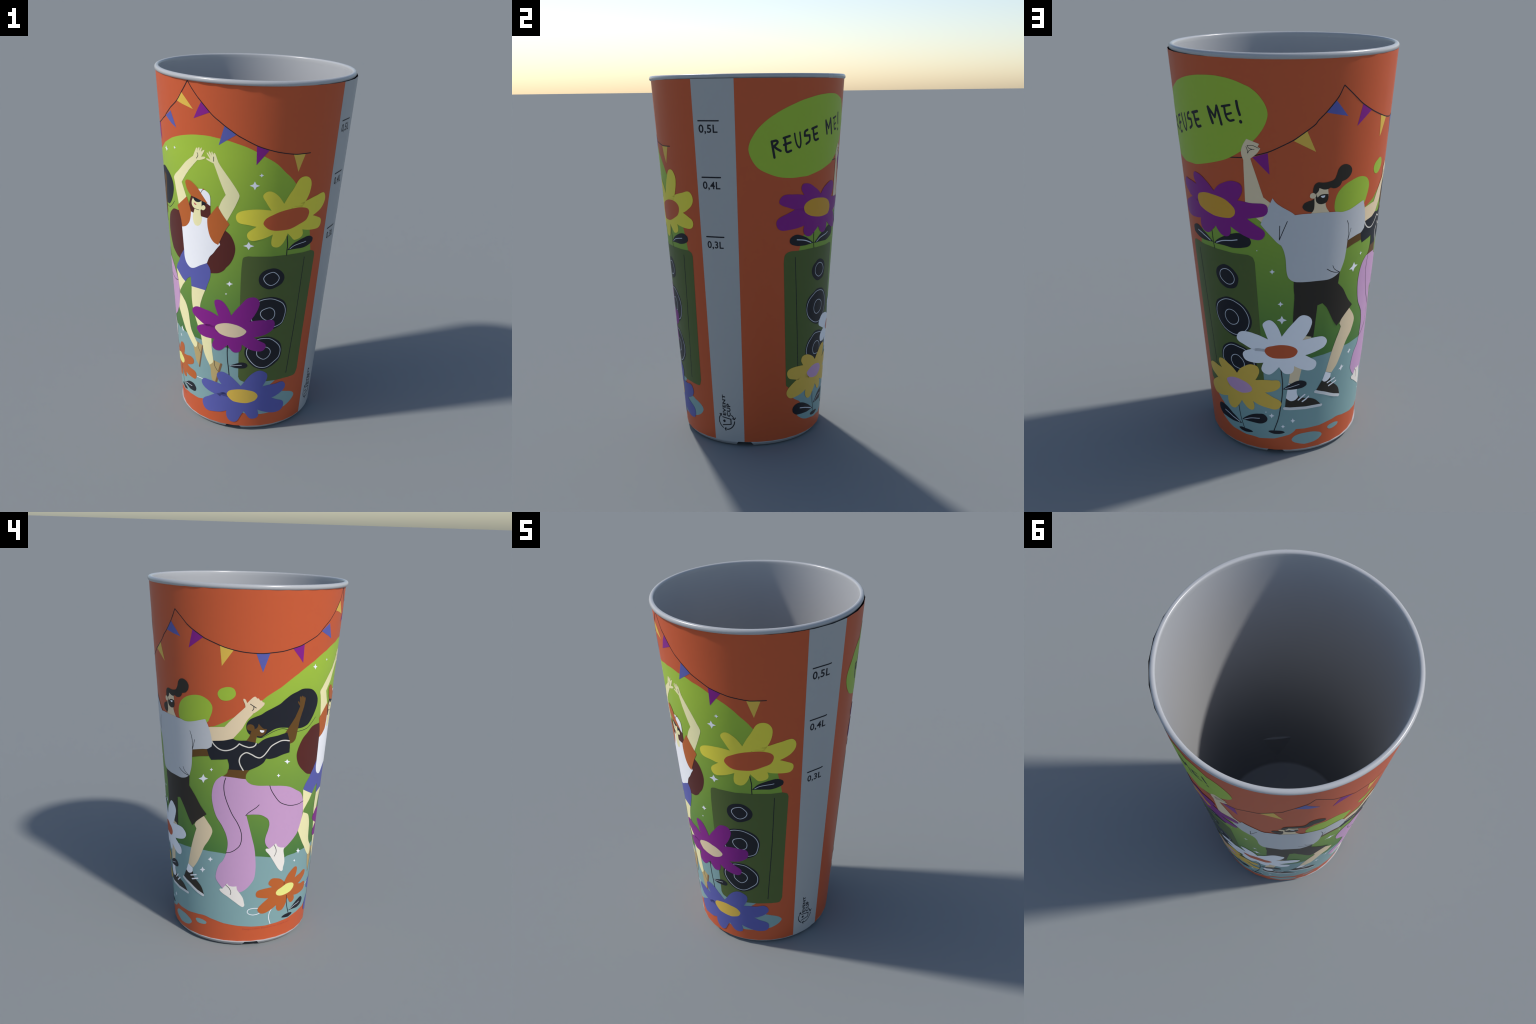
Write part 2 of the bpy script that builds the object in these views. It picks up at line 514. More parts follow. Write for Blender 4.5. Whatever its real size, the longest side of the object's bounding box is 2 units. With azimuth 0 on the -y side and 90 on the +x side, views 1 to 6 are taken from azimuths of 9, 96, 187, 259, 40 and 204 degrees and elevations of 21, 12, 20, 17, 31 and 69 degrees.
shape("pennant", BLUE, 2, [(-7.1, 1.774, 1), (-0.3, 1.736, 1), (-10.4, 1.676, 1)])
shape("pennant", PURPLE, 2, [(10.9, 1.687, 1), (18, 1.665, 1), (11, 1.589, 1)])
shape("pennant", GOLD, 2, [(32, 1.641, 1), (39.6, 1.637, 1), (35.9, 1.548, 1)])
shape("pennant", BLUE, 2, [(-94.3, 1.671, 1), (-86.5, 1.672, 1), (-90.2, 1.578, 1)])
shape("pennant", PURPLE, 2, [(-72.6, 1.692, 1), (-65.3, 1.711, 1), (-65.1, 1.617, 1)])
shape("pennant", BLUE, 2, [(-52.2, 1.768, 1), (-45.1, 1.804, 1), (-40.7, 1.722, 1)])
shape("pennant", PURPLE, 2, [(-131.4, 1.771, 1), (-124.7, 1.738, 1), (-134.4, 1.678, 1)])
shape("pennant", GOLD, 2, [(-114.7, 1.702, 1), (-107, 1.685, 1), (-113.7, 1.603, 1)])
shape("pennant", GOLD, 2, [(-161.6, 1.675, 1), (-168, 1.635, 1), (-157, 1.584, 1)])
shape("pennant", BLUE, 2, [(-147.6, 1.8, 1), (-152.4, 1.751, 1), (-140.5, 1.728, 1)])
shape("pennant", PURPLE, 2, [(-188.4, 1.56, 1), (-180.6, 1.582, 1), (-179.9, 1.486, 1)])

# speech bubble
shape("speech_bubble", LIME, 4, [(97.2, 1.631), (98, 1.668), (99.9, 1.7), (102.4, 1.732), (106.9, 1.77), (112.9, 1.807), (120.1, 1.839), (127.9, 1.866), (136.6, 1.886), (144.6, 1.897), (155, 1.9), (162.5, 1.89), (169.4, 1.869), (171.7, 1.859), (175.1, 1.834), (177.9, 1.801), (179.3, 1.773), (179.7, 1.747), (179, 1.72), (177.3, 1.688), (174.8, 1.657), (172.3, 1.633), (165.9, 1.585), (158, 1.545), (152, 1.526), (135.1, 1.489), (129.9, 1.486), (123.3, 1.484), (115.6, 1.491), (109.5, 1.508), (102.9, 1.538), (99, 1.582)])
stroke("letter_stroke", INK, 5, 0.0122, [(110.4, 1.671), (111.1, 1.638), (112.1, 1.591)])
stroke("letter_stroke", INK, 5, 0.0122, [(110.5, 1.67, 1), (113.1, 1.674), (113.9, 1.667), (111.8, 1.646, 1), (113.5, 1.634), (115.8, 1.623)])
stroke("letter_stroke", INK, 5, 0.0122, [(117.5, 1.686), (121.2, 1.695)])
stroke("letter_stroke", INK, 5, 0.0122, [(118.2, 1.685), (118.8, 1.657), (119.3, 1.622), (120, 1.616), (122.3, 1.622)])
stroke("letter_stroke", INK, 5, 0.0122, [(117.8, 1.652), (121.8, 1.663)])
stroke("letter_stroke", INK, 5, 0.0095, [(124.2, 1.706), (124.8, 1.68), (126.2, 1.648), (128, 1.635), (128.7, 1.657), (127.8, 1.711)])
stroke("letter_stroke", INK, 5, 0.0124, [(133, 1.722), (131.4, 1.713), (131.3, 1.693, 1), (134.7, 1.694, 1), (134.9, 1.667), (132.7, 1.652)])
stroke("letter_stroke", INK, 5, 0.0125, [(136.4, 1.726), (140.5, 1.736)])
stroke("letter_stroke", INK, 5, 0.0125, [(137.3, 1.729), (138.1, 1.697), (138.9, 1.675), (140, 1.668), (142.1, 1.673)])
stroke("letter_stroke", INK, 5, 0.0125, [(138.5, 1.696), (141, 1.702)])
stroke("letter_stroke", INK, 5, 0.0137, [(148.5, 1.763), (149.4, 1.731), (150.7, 1.696)])
stroke("letter_stroke", INK, 5, 0.0109, [(148.5, 1.764), (150.4, 1.743), (152.3, 1.722)])
stroke("letter_stroke", INK, 5, 0.0109, [(152.3, 1.722), (153.7, 1.77)])
stroke("letter_stroke", INK, 5, 0.0130, [(153.8, 1.772), (155, 1.734), (156.1, 1.695)])
stroke("letter_stroke", INK, 5, 0.0102, [(157, 1.773), (161.2, 1.781)])
stroke("letter_stroke", INK, 5, 0.0102, [(158.3, 1.774), (158.7, 1.742), (159.4, 1.724), (160.8, 1.714), (162.9, 1.718)])
stroke("letter_stroke", INK, 5, 0.0097, [(159, 1.739), (161.7, 1.747)])
stroke("letter_stroke", INK, 5, 0.0125, [(164.8, 1.799), (165.3, 1.77), (166.2, 1.743)])
stroke("letter_stroke", INK, 5, 0.0145, [(166.5, 1.714), (166.6, 1.712)])

# loudspeakers
shape("speaker_cabinet", CABINET, 3, [(4.4, 1.067), (5.2, 1.087), (8.1, 1.096, 1), (22.9, 1.095), (32.1, 1.097), (44.8, 1.096), (52.5, 1.096, 1), (55.5, 1.085), (56.4, 1.067, 1), (54.4, 0.574, 1), (53.8, 0.36, 1), (51.8, 0.327), (45.2, 0.325, 1), (33, 0.325), (21.6, 0.325), (7.8, 0.326, 1), (4.6, 0.337), (3.3, 0.357, 1), (3.3, 0.519, 1)])
stroke("speaker_seam", INK, 4, 0.0041, [(47.3, 1.066), (45.7, 0.751), (42.5, 0.358)])
shape("speaker_cone", INK, 4, [(15.5, 0.965), (16.4, 0.992), (19.3, 1.015), (24.7, 1.026), (29, 1.015), (32.4, 0.987), (33.1, 0.962), (31.7, 0.934), (28.3, 0.915), (23.5, 0.904), (19.2, 0.915), (16.3, 0.937)])
stroke("speaker_ring", VEIN, 5, 0.0036, [(18.8, 0.968), (20.4, 0.99), (24.9, 1.003), (27.5, 0.991), (29.4, 0.968), (28.4, 0.945), (25.9, 0.93), (23.8, 0.927), (20.7, 0.94)], closed=True)
shape("speaker_cone", INK, 4, [(16, 0.843), (23.9, 0.858), (30.3, 0.846), (34.8, 0.822), (37.2, 0.781), (36.9, 0.735), (34.4, 0.688), (28.4, 0.659), (19.2, 0.655), (11.4, 0.699), (9.3, 0.763), (11.3, 0.813)])
stroke("speaker_ring", VEIN, 5, 0.0037, [(16.1, 0.832), (20.5, 0.845), (24.9, 0.846), (30, 0.831), (34, 0.808), (36.2, 0.767), (35.5, 0.722), (33.9, 0.693), (28.3, 0.672), (19.1, 0.671), (12.6, 0.71), (11.1, 0.764), (13, 0.813)], closed=True)
stroke("speaker_ring", VEIN, 5, 0.0037, [(17.9, 0.756), (18.4, 0.773), (20.9, 0.787), (24.4, 0.793), (27.3, 0.777), (28.3, 0.753), (27.3, 0.727), (24.6, 0.717), (22.4, 0.718), (19.6, 0.732)], closed=True)
shape("speaker_cone", INK, 4, [(7.6, 0.509), (8.8, 0.557), (14.1, 0.598), (19.5, 0.614), (25.1, 0.614), (30, 0.596), (34.4, 0.567), (36.2, 0.524), (35.5, 0.473), (31.7, 0.438), (26.9, 0.415), (21, 0.408), (15, 0.426), (10.1, 0.466)])
stroke("speaker_ring", VEIN, 5, 0.0038, [(9.2, 0.51), (10.2, 0.55), (15.1, 0.59), (18.6, 0.603), (25.2, 0.602), (29.2, 0.585), (33.8, 0.548), (35, 0.518), (34.1, 0.479), (30.1, 0.448), (25.3, 0.423), (20.9, 0.42), (16.9, 0.429), (12, 0.466)], closed=True)
stroke("speaker_ring", VEIN, 5, 0.0038, [(16.7, 0.514), (17.2, 0.534), (19.9, 0.547), (23.7, 0.549), (26.5, 0.532), (27.2, 0.512), (25.7, 0.487), (22.4, 0.473), (19.5, 0.481), (17.2, 0.498)], closed=True)
shape("speaker_cabinet", CABINET, 3, [(119.3, 1.039, 1), (120, 1.082), (122.8, 1.098), (130.4, 1.098, 1), (144, 1.099), (156.1, 1.097), (166.8, 1.098, 1), (169.4, 1.089), (170.6, 1.065, 1), (171.4, 0.887, 1), (173.5, 0.46, 1), (174.1, 0.36, 1), (137, 0.295, 1), (126.1, 0.328, 1), (123.7, 0.343), (123.2, 0.365, 1), (121.3, 0.668, 1)])
stroke("speaker_seam", INK, 4, 0.0043, [(127.7, 1.064), (133.5, 0.442)])
shape("speaker_cone", INK, 4, [(143, 0.973), (144.2, 0.999), (149, 1.026), (152.7, 1.027), (157, 1.01), (159.6, 0.979), (159.5, 0.953), (157.9, 0.925), (154.6, 0.911), (150.3, 0.908), (146.5, 0.923), (143.7, 0.949)])
stroke("speaker_ring", VEIN, 5, 0.0032, [(146.4, 0.971), (147.2, 0.991), (149.6, 1.004), (152.5, 1.006), (155.5, 0.992), (157, 0.968), (156.4, 0.948), (154.4, 0.934), (151.6, 0.93), (148.3, 0.943), (146.8, 0.957)], closed=True)
shape("speaker_cone", INK, 4, [(138.9, 0.782), (140.9, 0.82), (145.9, 0.847), (150.7, 0.861), (158.1, 0.853), (164.2, 0.817), (167, 0.767), (166.5, 0.726), (164.2, 0.699), (160, 0.669), (155.2, 0.654), (148.7, 0.666), (142.5, 0.702), (139.5, 0.742)])
stroke("speaker_ring", VEIN, 5, 0.0033, [(140.1, 0.774), (141.6, 0.805), (145.1, 0.83), (149.6, 0.847), (156.2, 0.845), (161.7, 0.819), (165.1, 0.768), (164.6, 0.727), (162, 0.696), (157.3, 0.672), (154.3, 0.666), (148.3, 0.677), (142.1, 0.715), (140.2, 0.748)], closed=True)
stroke("speaker_ring", VEIN, 5, 0.0033, [(147.6, 0.759), (148.7, 0.782), (151.2, 0.795), (154.8, 0.793), (157.4, 0.776), (158.1, 0.754), (156.9, 0.733), (154.4, 0.72), (151.5, 0.718), (148.6, 0.734)], closed=True)
shape("speaker_cone", INK, 4, [(140.7, 0.533), (143, 0.575), (146.7, 0.599), (151.2, 0.616), (156.7, 0.614), (162.6, 0.597), (168, 0.549), (169.1, 0.515), (166.2, 0.472), (158.8, 0.431), (151.7, 0.437), (144, 0.467), (141.1, 0.502)])
stroke("speaker_ring", VEIN, 5, 0.0034, [(141.9, 0.526), (143, 0.554), (146.4, 0.584), (150.5, 0.602), (155.6, 0.602), (161.2, 0.591), (165.9, 0.553), (167.3, 0.513), (164.9, 0.478), (159, 0.446), (151.8, 0.448), (144.8, 0.48), (142.1, 0.505)], closed=True)
stroke("speaker_ring", VEIN, 5, 0.0034, [(149.4, 0.517), (150.5, 0.538), (153.1, 0.551), (156.1, 0.55), (159, 0.531), (160, 0.508), (158.9, 0.488), (156.8, 0.479), (154.3, 0.479), (151.2, 0.486), (149.8, 0.504)], closed=True)

# flowers
stroke("stem", INK, 4, 0.0049, [(32.3, 1.206), (33.2, 1.153), (33.1, 1.125), (33.2, 1.096)])
shape("leaf", INK, 4, [(33.2, 1.124, 1), (36.8, 1.153), (40.8, 1.169), (46.5, 1.184), (49.9, 1.183), (52.8, 1.168), (52.6, 1.147), (49.5, 1.132), (44.9, 1.124), (39.5, 1.124)])
stroke("leaf_vein", VEIN, 5, 0.0036, [(35.1, 1.13), (37.9, 1.143), (42, 1.151), (46.9, 1.157)])
flower(YELLOW, ORANGE, 5, (30.8, 1.299),
       [[(33.3, 1.454), (40.2, 1.52), (46.1, 1.465)],
        [(17.7, 1.394), (16.2, 1.439), (22.6, 1.443)],
        [(7.6, 1.352), (-0, 1.304), (9, 1.268)],
        [(11.3, 1.255), (7.2, 1.202), (14.7, 1.19)],
        [(22.2, 1.188), (24.1, 1.148), (29.7, 1.163)],
        [(34.7, 1.201), (38.8, 1.177), (43.6, 1.211)],
        [(53.8, 1.286), (59, 1.241), (52.3, 1.216)],
        [(50.8, 1.403), (59.3, 1.401), (57, 1.327)]],
       [(16.7, 1.279), (17.9, 1.303), (22.7, 1.328), (28.4, 1.345), (35.2, 1.355), (40.9, 1.354), (45.3, 1.342), (46.8, 1.321), (45.3, 1.285), (39.9, 1.261), (34, 1.243), (28.6, 1.238), (23.4, 1.24), (19.4, 1.252)])
stroke("stem", INK, 4, 0.0052, [(-4.7, 0.578), (-5.4, 0.518), (-5.2, 0.458), (-4.4, 0.402), (-3.8, 0.354)])
shape("leaf", INK, 5, [(-4.2, 0.421, 1), (0.2, 0.438), (5.9, 0.452), (9.3, 0.446), (10.2, 0.434), (8.9, 0.419), (6, 0.413), (1.2, 0.414)])
stroke("leaf_vein", VEIN, 6, 0.0031, [(-3.2, 0.423), (1.7, 0.43), (5.7, 0.434)])
flower(PURPLE, SAND, 6, (-2.4, 0.648),
       [[(-22.9, 0.746), (-35, 0.72), (-30.4, 0.672)],
        [(-14.5, 0.78), (-13.7, 0.821), (-7, 0.805)],
        [(3.2, 0.802), (11.9, 0.859), (16.9, 0.809)],
        [(21.4, 0.719), (28.8, 0.695), (23, 0.632)],
        [(17.3, 0.595), (23.1, 0.551), (15.4, 0.527)],
        [(-4, 0.54), (1.5, 0.513), (5.4, 0.548)],
        [(-17.6, 0.541), (-13.7, 0.508), (-6.6, 0.542)],
        [(-26.9, 0.642), (-31.1, 0.6), (-21, 0.573)]],
       [(-14.9, 0.649), (-13.3, 0.669), (-7, 0.688), (0.3, 0.687), (5.7, 0.67), (8.5, 0.65), (7.2, 0.632), (4.1, 0.616), (-0, 0.607), (-7.1, 0.609), (-11.9, 0.623)])
flower(BLUE, GOLD, 7, (7.1, 0.23),
       [[(-19.4, 0.3), (-28.7, 0.28), (-24.7, 0.234)],
        [(-5.2, 0.367), (-13.3, 0.362), (-12.3, 0.314)],
        [(15.7, 0.389), (24.6, 0.384), (25.4, 0.33)],
        [(31.7, 0.3), (42.5, 0.285), (36.8, 0.224)],
        [(35.2, 0.194), (43.2, 0.14), (34, 0.105)],
        [(10.2, 0.111), (15.6, 0.077), (20.8, 0.107)],
        [(-6.3, 0.098), (0.3, 0.051), (6.8, 0.11)],
        [(-20.5, 0.198), (-28.9, 0.12), (-16.6, 0.096)]],
       [(-5.7, 0.231), (-4.7, 0.251), (-2.1, 0.265), (5, 0.275), (12, 0.271), (17.1, 0.256), (19.4, 0.232), (17.9, 0.207), (14.4, 0.193), (9.8, 0.185), (3.2, 0.187), (-2, 0.199)])
stroke("stem", INK, 6, 0.0043, [(-59.8, 0.282), (-59.5, 0.245), (-58, 0.201), (-55.9, 0.157)])
shape("leaf", INK, 4, [(-56.4, 0.175, 1), (-51, 0.196), (-45.4, 0.219), (-39.1, 0.221), (-36.3, 0.198), (-38, 0.175), (-44.9, 0.167), (-51.3, 0.172)])
stroke("leaf_vein", VEIN, 5, 0.0040, [(-54.3, 0.18), (-48.3, 0.191), (-42.2, 0.197)])
shape("ground_shadow_mark", INK, 4, [(-63.1, 0.145), (-61.3, 0.154), (-56.5, 0.159), (-51.7, 0.152), (-51.1, 0.145), (-54.5, 0.135), (-58.9, 0.136)])
stroke("swirl_line", WHITE, 4, 0.0042, [(-85.6, 0.236), (-89.7, 0.238), (-93.1, 0.229), (-93.8, 0.215), (-92.5, 0.203), (-88.9, 0.196), (-85.4, 0.199), (-83.9, 0.204)])
stroke("swirl_line", WHITE, 4, 0.0043, [(-69.3, 0.249), (-72.8, 0.226), (-75.2, 0.198), (-75.7, 0.166), (-73.9, 0.124)])
stroke("swirl_line", WHITE, 4, 0.0043, [(-33.9, 0.287), (-28.3, 0.288)])
flower(RUST, PALE_YELLOW, 5, (-62.1, 0.325),
       [[(-59.5, 0.422), (-52.2, 0.447), (-50.9, 0.405)],
        [(-48, 0.385), (-38.2, 0.392), (-39.1, 0.353)],
        [(-44.9, 0.321), (-34.9, 0.288), (-45.5, 0.258)],
        [(-58.8, 0.264), (-54.4, 0.224), (-50.4, 0.247)],
        [(-69.6, 0.225), (-65.8, 0.194), (-60.7, 0.22)],
        [(-82.3, 0.262), (-85.2, 0.215), (-77, 0.206)],
        [(-82, 0.355), (-87.7, 0.326), (-82, 0.298)],
        [(-69.8, 0.407), (-77.7, 0.396), (-73.6, 0.353)]],
       [(-70.8, 0.319), (-69.5, 0.333), (-65.5, 0.346), (-60.7, 0.358), (-55.5, 0.353), (-52.9, 0.336), (-53.3, 0.319), (-56.6, 0.301), (-61.6, 0.292), (-66.6, 0.293), (-70, 0.304)])
stroke("stem", INK, 6, 0.0041, [(142.8, 1.198), (143, 1.151), (143.3, 1.124), (143.8, 1.098)])
shape("leaf", INK, 6, [(143.6, 1.125, 1), (147.8, 1.153), (152.6, 1.175), (157, 1.191), (161.8, 1.2), (166.7, 1.193), (168.7, 1.174), (168.9, 1.159), (167.5, 1.142), (163.6, 1.13), (157.6, 1.123), (152, 1.125)])
stroke("leaf_vein", VEIN, 7, 0.0046, [(146, 1.131), (150, 1.146), (156.7, 1.158), (160.6, 1.166)])
shape("leaf", INK, 6, [(143.1, 1.127, 1), (134.7, 1.169), (127.5, 1.185), (123.4, 1.168), (123.4, 1.144), (127.8, 1.126), (135.1, 1.122)])
stroke("leaf_vein", VEIN, 7, 0.0053, [(128.6, 1.158), (134.9, 1.149), (140.5, 1.131)])
flower(PURPLE, OCHRE, 9, (148.6, 1.317),
       [[(125.6, 1.398), (115.7, 1.374), (121.9, 1.331)],
        [(130.9, 1.413), (132.6, 1.45), (142.9, 1.417)],
        [(152.5, 1.423), (163.2, 1.44), (164.7, 1.389)],
        [(169.3, 1.352), (178.9, 1.327), (169.6, 1.279)],
        [(171.3, 1.252), (176.7, 1.198), (167.7, 1.184)],
        [(147.9, 1.198), (153.9, 1.174), (157.1, 1.212)],
        [(133.3, 1.216), (137.2, 1.168), (144.6, 1.198)],
        [(122, 1.304), (113.9, 1.243), (125, 1.217)]],
       [(132.9, 1.328), (134.4, 1.348), (137.7, 1.36), (142.1, 1.366), (148.3, 1.364), (154.6, 1.353), (158.3, 1.334), (160.4, 1.31), (160.1, 1.288), (157.8, 1.271), (154.5, 1.265), (149.2, 1.263), (143.6, 1.268), (137.8, 1.28), (133.9, 1.3)])
stroke("stem", INK, 8, 0.0044, [(185, 0.516), (186.2, 0.427), (186, 0.362), (184.9, 0.292), (183.1, 0.217), (179.8, 0.144)])
shape("leaf", INK, 9, [(186.4, 0.391, 1), (190.4, 0.416), (195.5, 0.435), (199.3, 0.436), (202.2, 0.425), (202.5, 0.411), (200.3, 0.397), (196, 0.39), (191.3, 0.389)])
stroke("leaf_vein", VEIN, 10, 0.0031, [(188.1, 0.396), (192.6, 0.406), (197.4, 0.416)])
shape("ground_shadow_mark", INK, 4, [(175.6, 0.137), (177.4, 0.143), (181.6, 0.145), (186.2, 0.142), (187.7, 0.135), (185.7, 0.127), (181.6, 0.124), (177.4, 0.129)])
flower(WHITE, ORANGE, 9, (185.5, 0.6),
       [[(164.2, 0.697), (155.8, 0.659), (161, 0.622)],
        [(180.8, 0.765), (174.6, 0.756), (175, 0.716)],
        [(193.1, 0.762), (200, 0.796), (204.4, 0.743)],
        [(207.1, 0.67), (215.2, 0.648), (212.4, 0.603)],
        [(204.3, 0.561), (208.9, 0.516), (203, 0.491)],
        [(184.6, 0.509), (189.1, 0.479), (193.7, 0.504)],
        [(172.3, 0.509), (175.6, 0.474), (180.9, 0.492)],
        [(164.4, 0.6), (159.5, 0.558), (166.6, 0.531)]],
       [(174.7, 0.602), (175.9, 0.622), (180.7, 0.636), (185.5, 0.641), (191.4, 0.635), (195, 0.618), (195.9, 0.602), (194.3, 0.58), (191.1, 0.57), (185.5, 0.566), (179.8, 0.569), (176.2, 0.582)])
stroke("stem", INK, 4, 0.0042, [(152.5, 0.274), (153.8, 0.194), (155.5, 0.149), (156.4, 0.13)])
shape("leaf", INK, 4, [(155, 0.179, 1), (158.7, 0.202), (164, 0.225), (169, 0.236), (172.7, 0.236), (175.1, 0.216), (174.8, 0.199), (172, 0.182), (168.6, 0.177), (162.2, 0.177)])
stroke("leaf_vein", VEIN, 5, 0.0038, [(157.2, 0.183), (162.3, 0.199), (169.3, 0.209)])
shape("leaf", INK, 4, [(154.7, 0.15, 1), (147.9, 0.187), (140, 0.216), (134.2, 0.22), (130.6, 0.202), (130.4, 0.178), (133.2, 0.157), (138.4, 0.149), (146.6, 0.147)])
stroke("leaf_vein", VEIN, 5, 0.0054, [(138, 0.187), (144.5, 0.176), (152.3, 0.156)])
shape("ground_shadow_mark", INK, 4, [(151.5, 0.12), (153.6, 0.128), (158, 0.128), (162.2, 0.123), (163.5, 0.117), (161.1, 0.11), (157.3, 0.107), (153.3, 0.11)])
flower(MUSTARD, LILAC, 9, (154.8, 0.383),
       [[(129.7, 0.443), (123.9, 0.41), (131.4, 0.369)],
        [(136.9, 0.462), (138.5, 0.496), (148.4, 0.479)],
        [(158.4, 0.491), (168.3, 0.516), (170.2, 0.471)],
        [(178.3, 0.441), (184.7, 0.427), (180.3, 0.38)],
        [(178.9, 0.347), (185.1, 0.296), (175.6, 0.278)],
        [(157.2, 0.285), (163.5, 0.251), (165.8, 0.286)],
        [(142.7, 0.275), (146.9, 0.23), (153.7, 0.267)],
        [(129.1, 0.347), (124.3, 0.285), (134.8, 0.269)]],
       [(143.5, 0.386), (145.4, 0.402), (149.7, 0.415), (155.7, 0.417), (161.5, 0.404), (164.7, 0.38), (164.1, 0.363), (161.1, 0.349), (155.9, 0.34), (150.5, 0.345), (146, 0.36)])

# sparkles
star([(-57, 1.591), (-55.3, 1.605), (-52.9, 1.587), (-54.7, 1.574)])
star([(-44.6, 1.617), (-43.8, 1.624), (-42.5, 1.615), (-43.4, 1.607)])
star([(12.8, 1.535), (14.2, 1.546), (15.6, 1.536), (14.3, 1.525)])
star([(7.6, 1.481), (10.5, 1.504), (13.5, 1.482), (10.7, 1.459)])
star([(4.7, 1.153), (8.1, 1.177), (11.7, 1.155), (8.2, 1.132)])
star([(-6.3, 0.925), (-3.9, 0.943), (-1.4, 0.93), (-3.9, 0.912)])
star([(-7.1, 0.865), (-6.3, 0.872), (-5.5, 0.867), (-6.3, 0.859)])
star([(-54, 0.548), (-52.1, 0.562), (-49.2, 0.537), (-51.3, 0.524)])
star([(-56.5, 0.494), (-55.4, 0.501), (-53.8, 0.488), (-55, 0.481)])
star([(-72.7, 1.099), (-70.7, 1.11), (-68.2, 1.094), (-70.3, 1.082)])
star([(-77.5, 1.025), (-76.3, 1.035), (-74.8, 1.023), (-76.1, 1.013)])
star([(-122.1, 1.049), (-120.9, 1.061), (-119.7, 1.052), (-120.9, 1.04)])
star([(-130.7, 0.987), (-126.8, 1.018), (-123.3, 0.998), (-127, 0.968)])
star([(-125, 0.524), (-122.8, 0.542), (-120.7, 0.53), (-122.9, 0.512)])
star([(-132.3, 0.447), (-129.7, 0.47), (-127.3, 0.456), (-129.8, 0.433)])
star([(-181.1, 1.023), (-179.5, 1.037), (-177.9, 1.024), (-179.5, 1.011)])
star([(-176.6, 0.858), (-174.9, 0.872), (-173.1, 0.859), (-174.9, 0.845)])
star([(-177.1, 0.774), (-174.1, 0.797), (-171.1, 0.774), (-174.1, 0.752)])
star([(-188.3, 1.124), (-187.9, 1.128), (-187.5, 1.124), (-187.9, 1.12)])
star([(-183.7, 0.231), (-181.6, 0.247), (-179.6, 0.234), (-181.7, 0.218)])
star([(-186.4, 0.25), (-185.7, 0.256), (-185.1, 0.251), (-185.8, 0.246)])
star([(-168.3, 0.204), (-166.6, 0.218), (-164.7, 0.202), (-166.5, 0.189)])
star([(-175.1, 0.169), (-173.6, 0.181), (-172.1, 0.169), (-173.6, 0.158)])

# bearded dancer
shape("arm", SKIN_TAN, 5, [(-193.1, 1.55, 1), (-189.4, 1.554, 1), (-188.5, 1.526, 1), (-183.4, 1.381, 1), (-178.8, 1.351, 1), (-184.3, 1.26, 1), (-193.3, 1.322, 1), (-193.2, 1.523, 1)])
shape("hand", SKIN_TAN, 6, [(-191, 1.641, 1), (-184.8, 1.621, 1), (-185.5, 1.608, 1), (-184.2, 1.601, 1), (-186.1, 1.578), (-189.4, 1.554, 1), (-189.4, 1.548, 1), (-193.1, 1.546, 1), (-194, 1.567), (-194.1, 1.587), (-193.1, 1.612)])
stroke("finger_line", INK, 7, 0.0024, [(-191.3, 1.607), (-190.8, 1.594), (-190.6, 1.578, 1), (-189.8, 1.59), (-188.2, 1.596), (-187.3, 1.596)])
stroke("finger_line", INK, 7, 0.0024, [(-190.7, 1.611), (-189.9, 1.6), (-188.2, 1.596)])
stroke("finger_line", INK, 7, 0.0024, [(-190.7, 1.612), (-188.1, 1.613), (-185.1, 1.602)])
shape("shirt", GREY, 8, [(-178.6, 1.379, 1), (-177.1, 1.36), (-174.3, 1.341), (-168.4, 1.311), (-167, 1.3, 1), (-162.5, 1.303), (-155, 1.303), (-144.3, 1.298), (-139.9, 1.291), (-134.7, 1.296), (-124.3, 1.322, 1), (-122.2, 1.282), (-120.8, 1.24), (-120.2, 1.197), (-120.5, 1.178, 1), (-123.3, 1.163), (-126.9, 1.158), (-134.6, 1.144, 1), (-135, 1.102), (-135.8, 1.048), (-138, 0.995, 1), (-141.6, 0.976), (-145.8, 0.967), (-156.2, 0.969), (-163.6, 0.97), (-167.2, 0.975), (-170.1, 0.993), (-171.2, 1.019), (-171.9, 1.09), (-173, 1.131), (-174.3, 1.155, 1), (-176.3, 1.167), (-180, 1.202), (-182.7, 1.227), (-185.3, 1.254, 1)])
stroke("shirt_fold", INK, 9, 0.0036, [(-175, 1.249), (-175.3, 1.182, 1), (-171, 1.271)])
stroke("shirt_fold", INK, 9, 0.0032, [(-135.9, 1.244), (-134.7, 1.216), (-134.2, 1.172), (-134.5, 1.146)])
stroke("shirt_fold", INK, 9, 0.0029, [(-132.5, 1.201), (-134.4, 1.146)])
stroke("shirt_fold", INK, 9, 0.0035, [(-147.4, 1.021), (-144.5, 1.005), (-141.8, 0.996), (-138.6, 0.992)])
stroke("shirt_fold", INK, 9, 0.0029, [(-143.7, 1.033), (-142.4, 1.014), (-138.6, 0.992)])
shape("shorts", BLACK, 7, [(-167.2, 0.983, 1), (-167.1, 0.932), (-166.7, 0.899), (-167, 0.834), (-167.4, 0.752, 1), (-167.1, 0.701, 1), (-157.1, 0.682, 1), (-154.1, 0.67, 1), (-152.3, 0.84, 1), (-149, 0.847, 1), (-146, 0.819), (-140.2, 0.735), (-137.4, 0.706, 1), (-132.9, 0.742), (-125, 0.792, 1), (-129.5, 0.832), (-134.8, 0.898), (-138.9, 0.934, 1), (-138.2, 0.994, 1), (-148.5, 0.992, 1)])
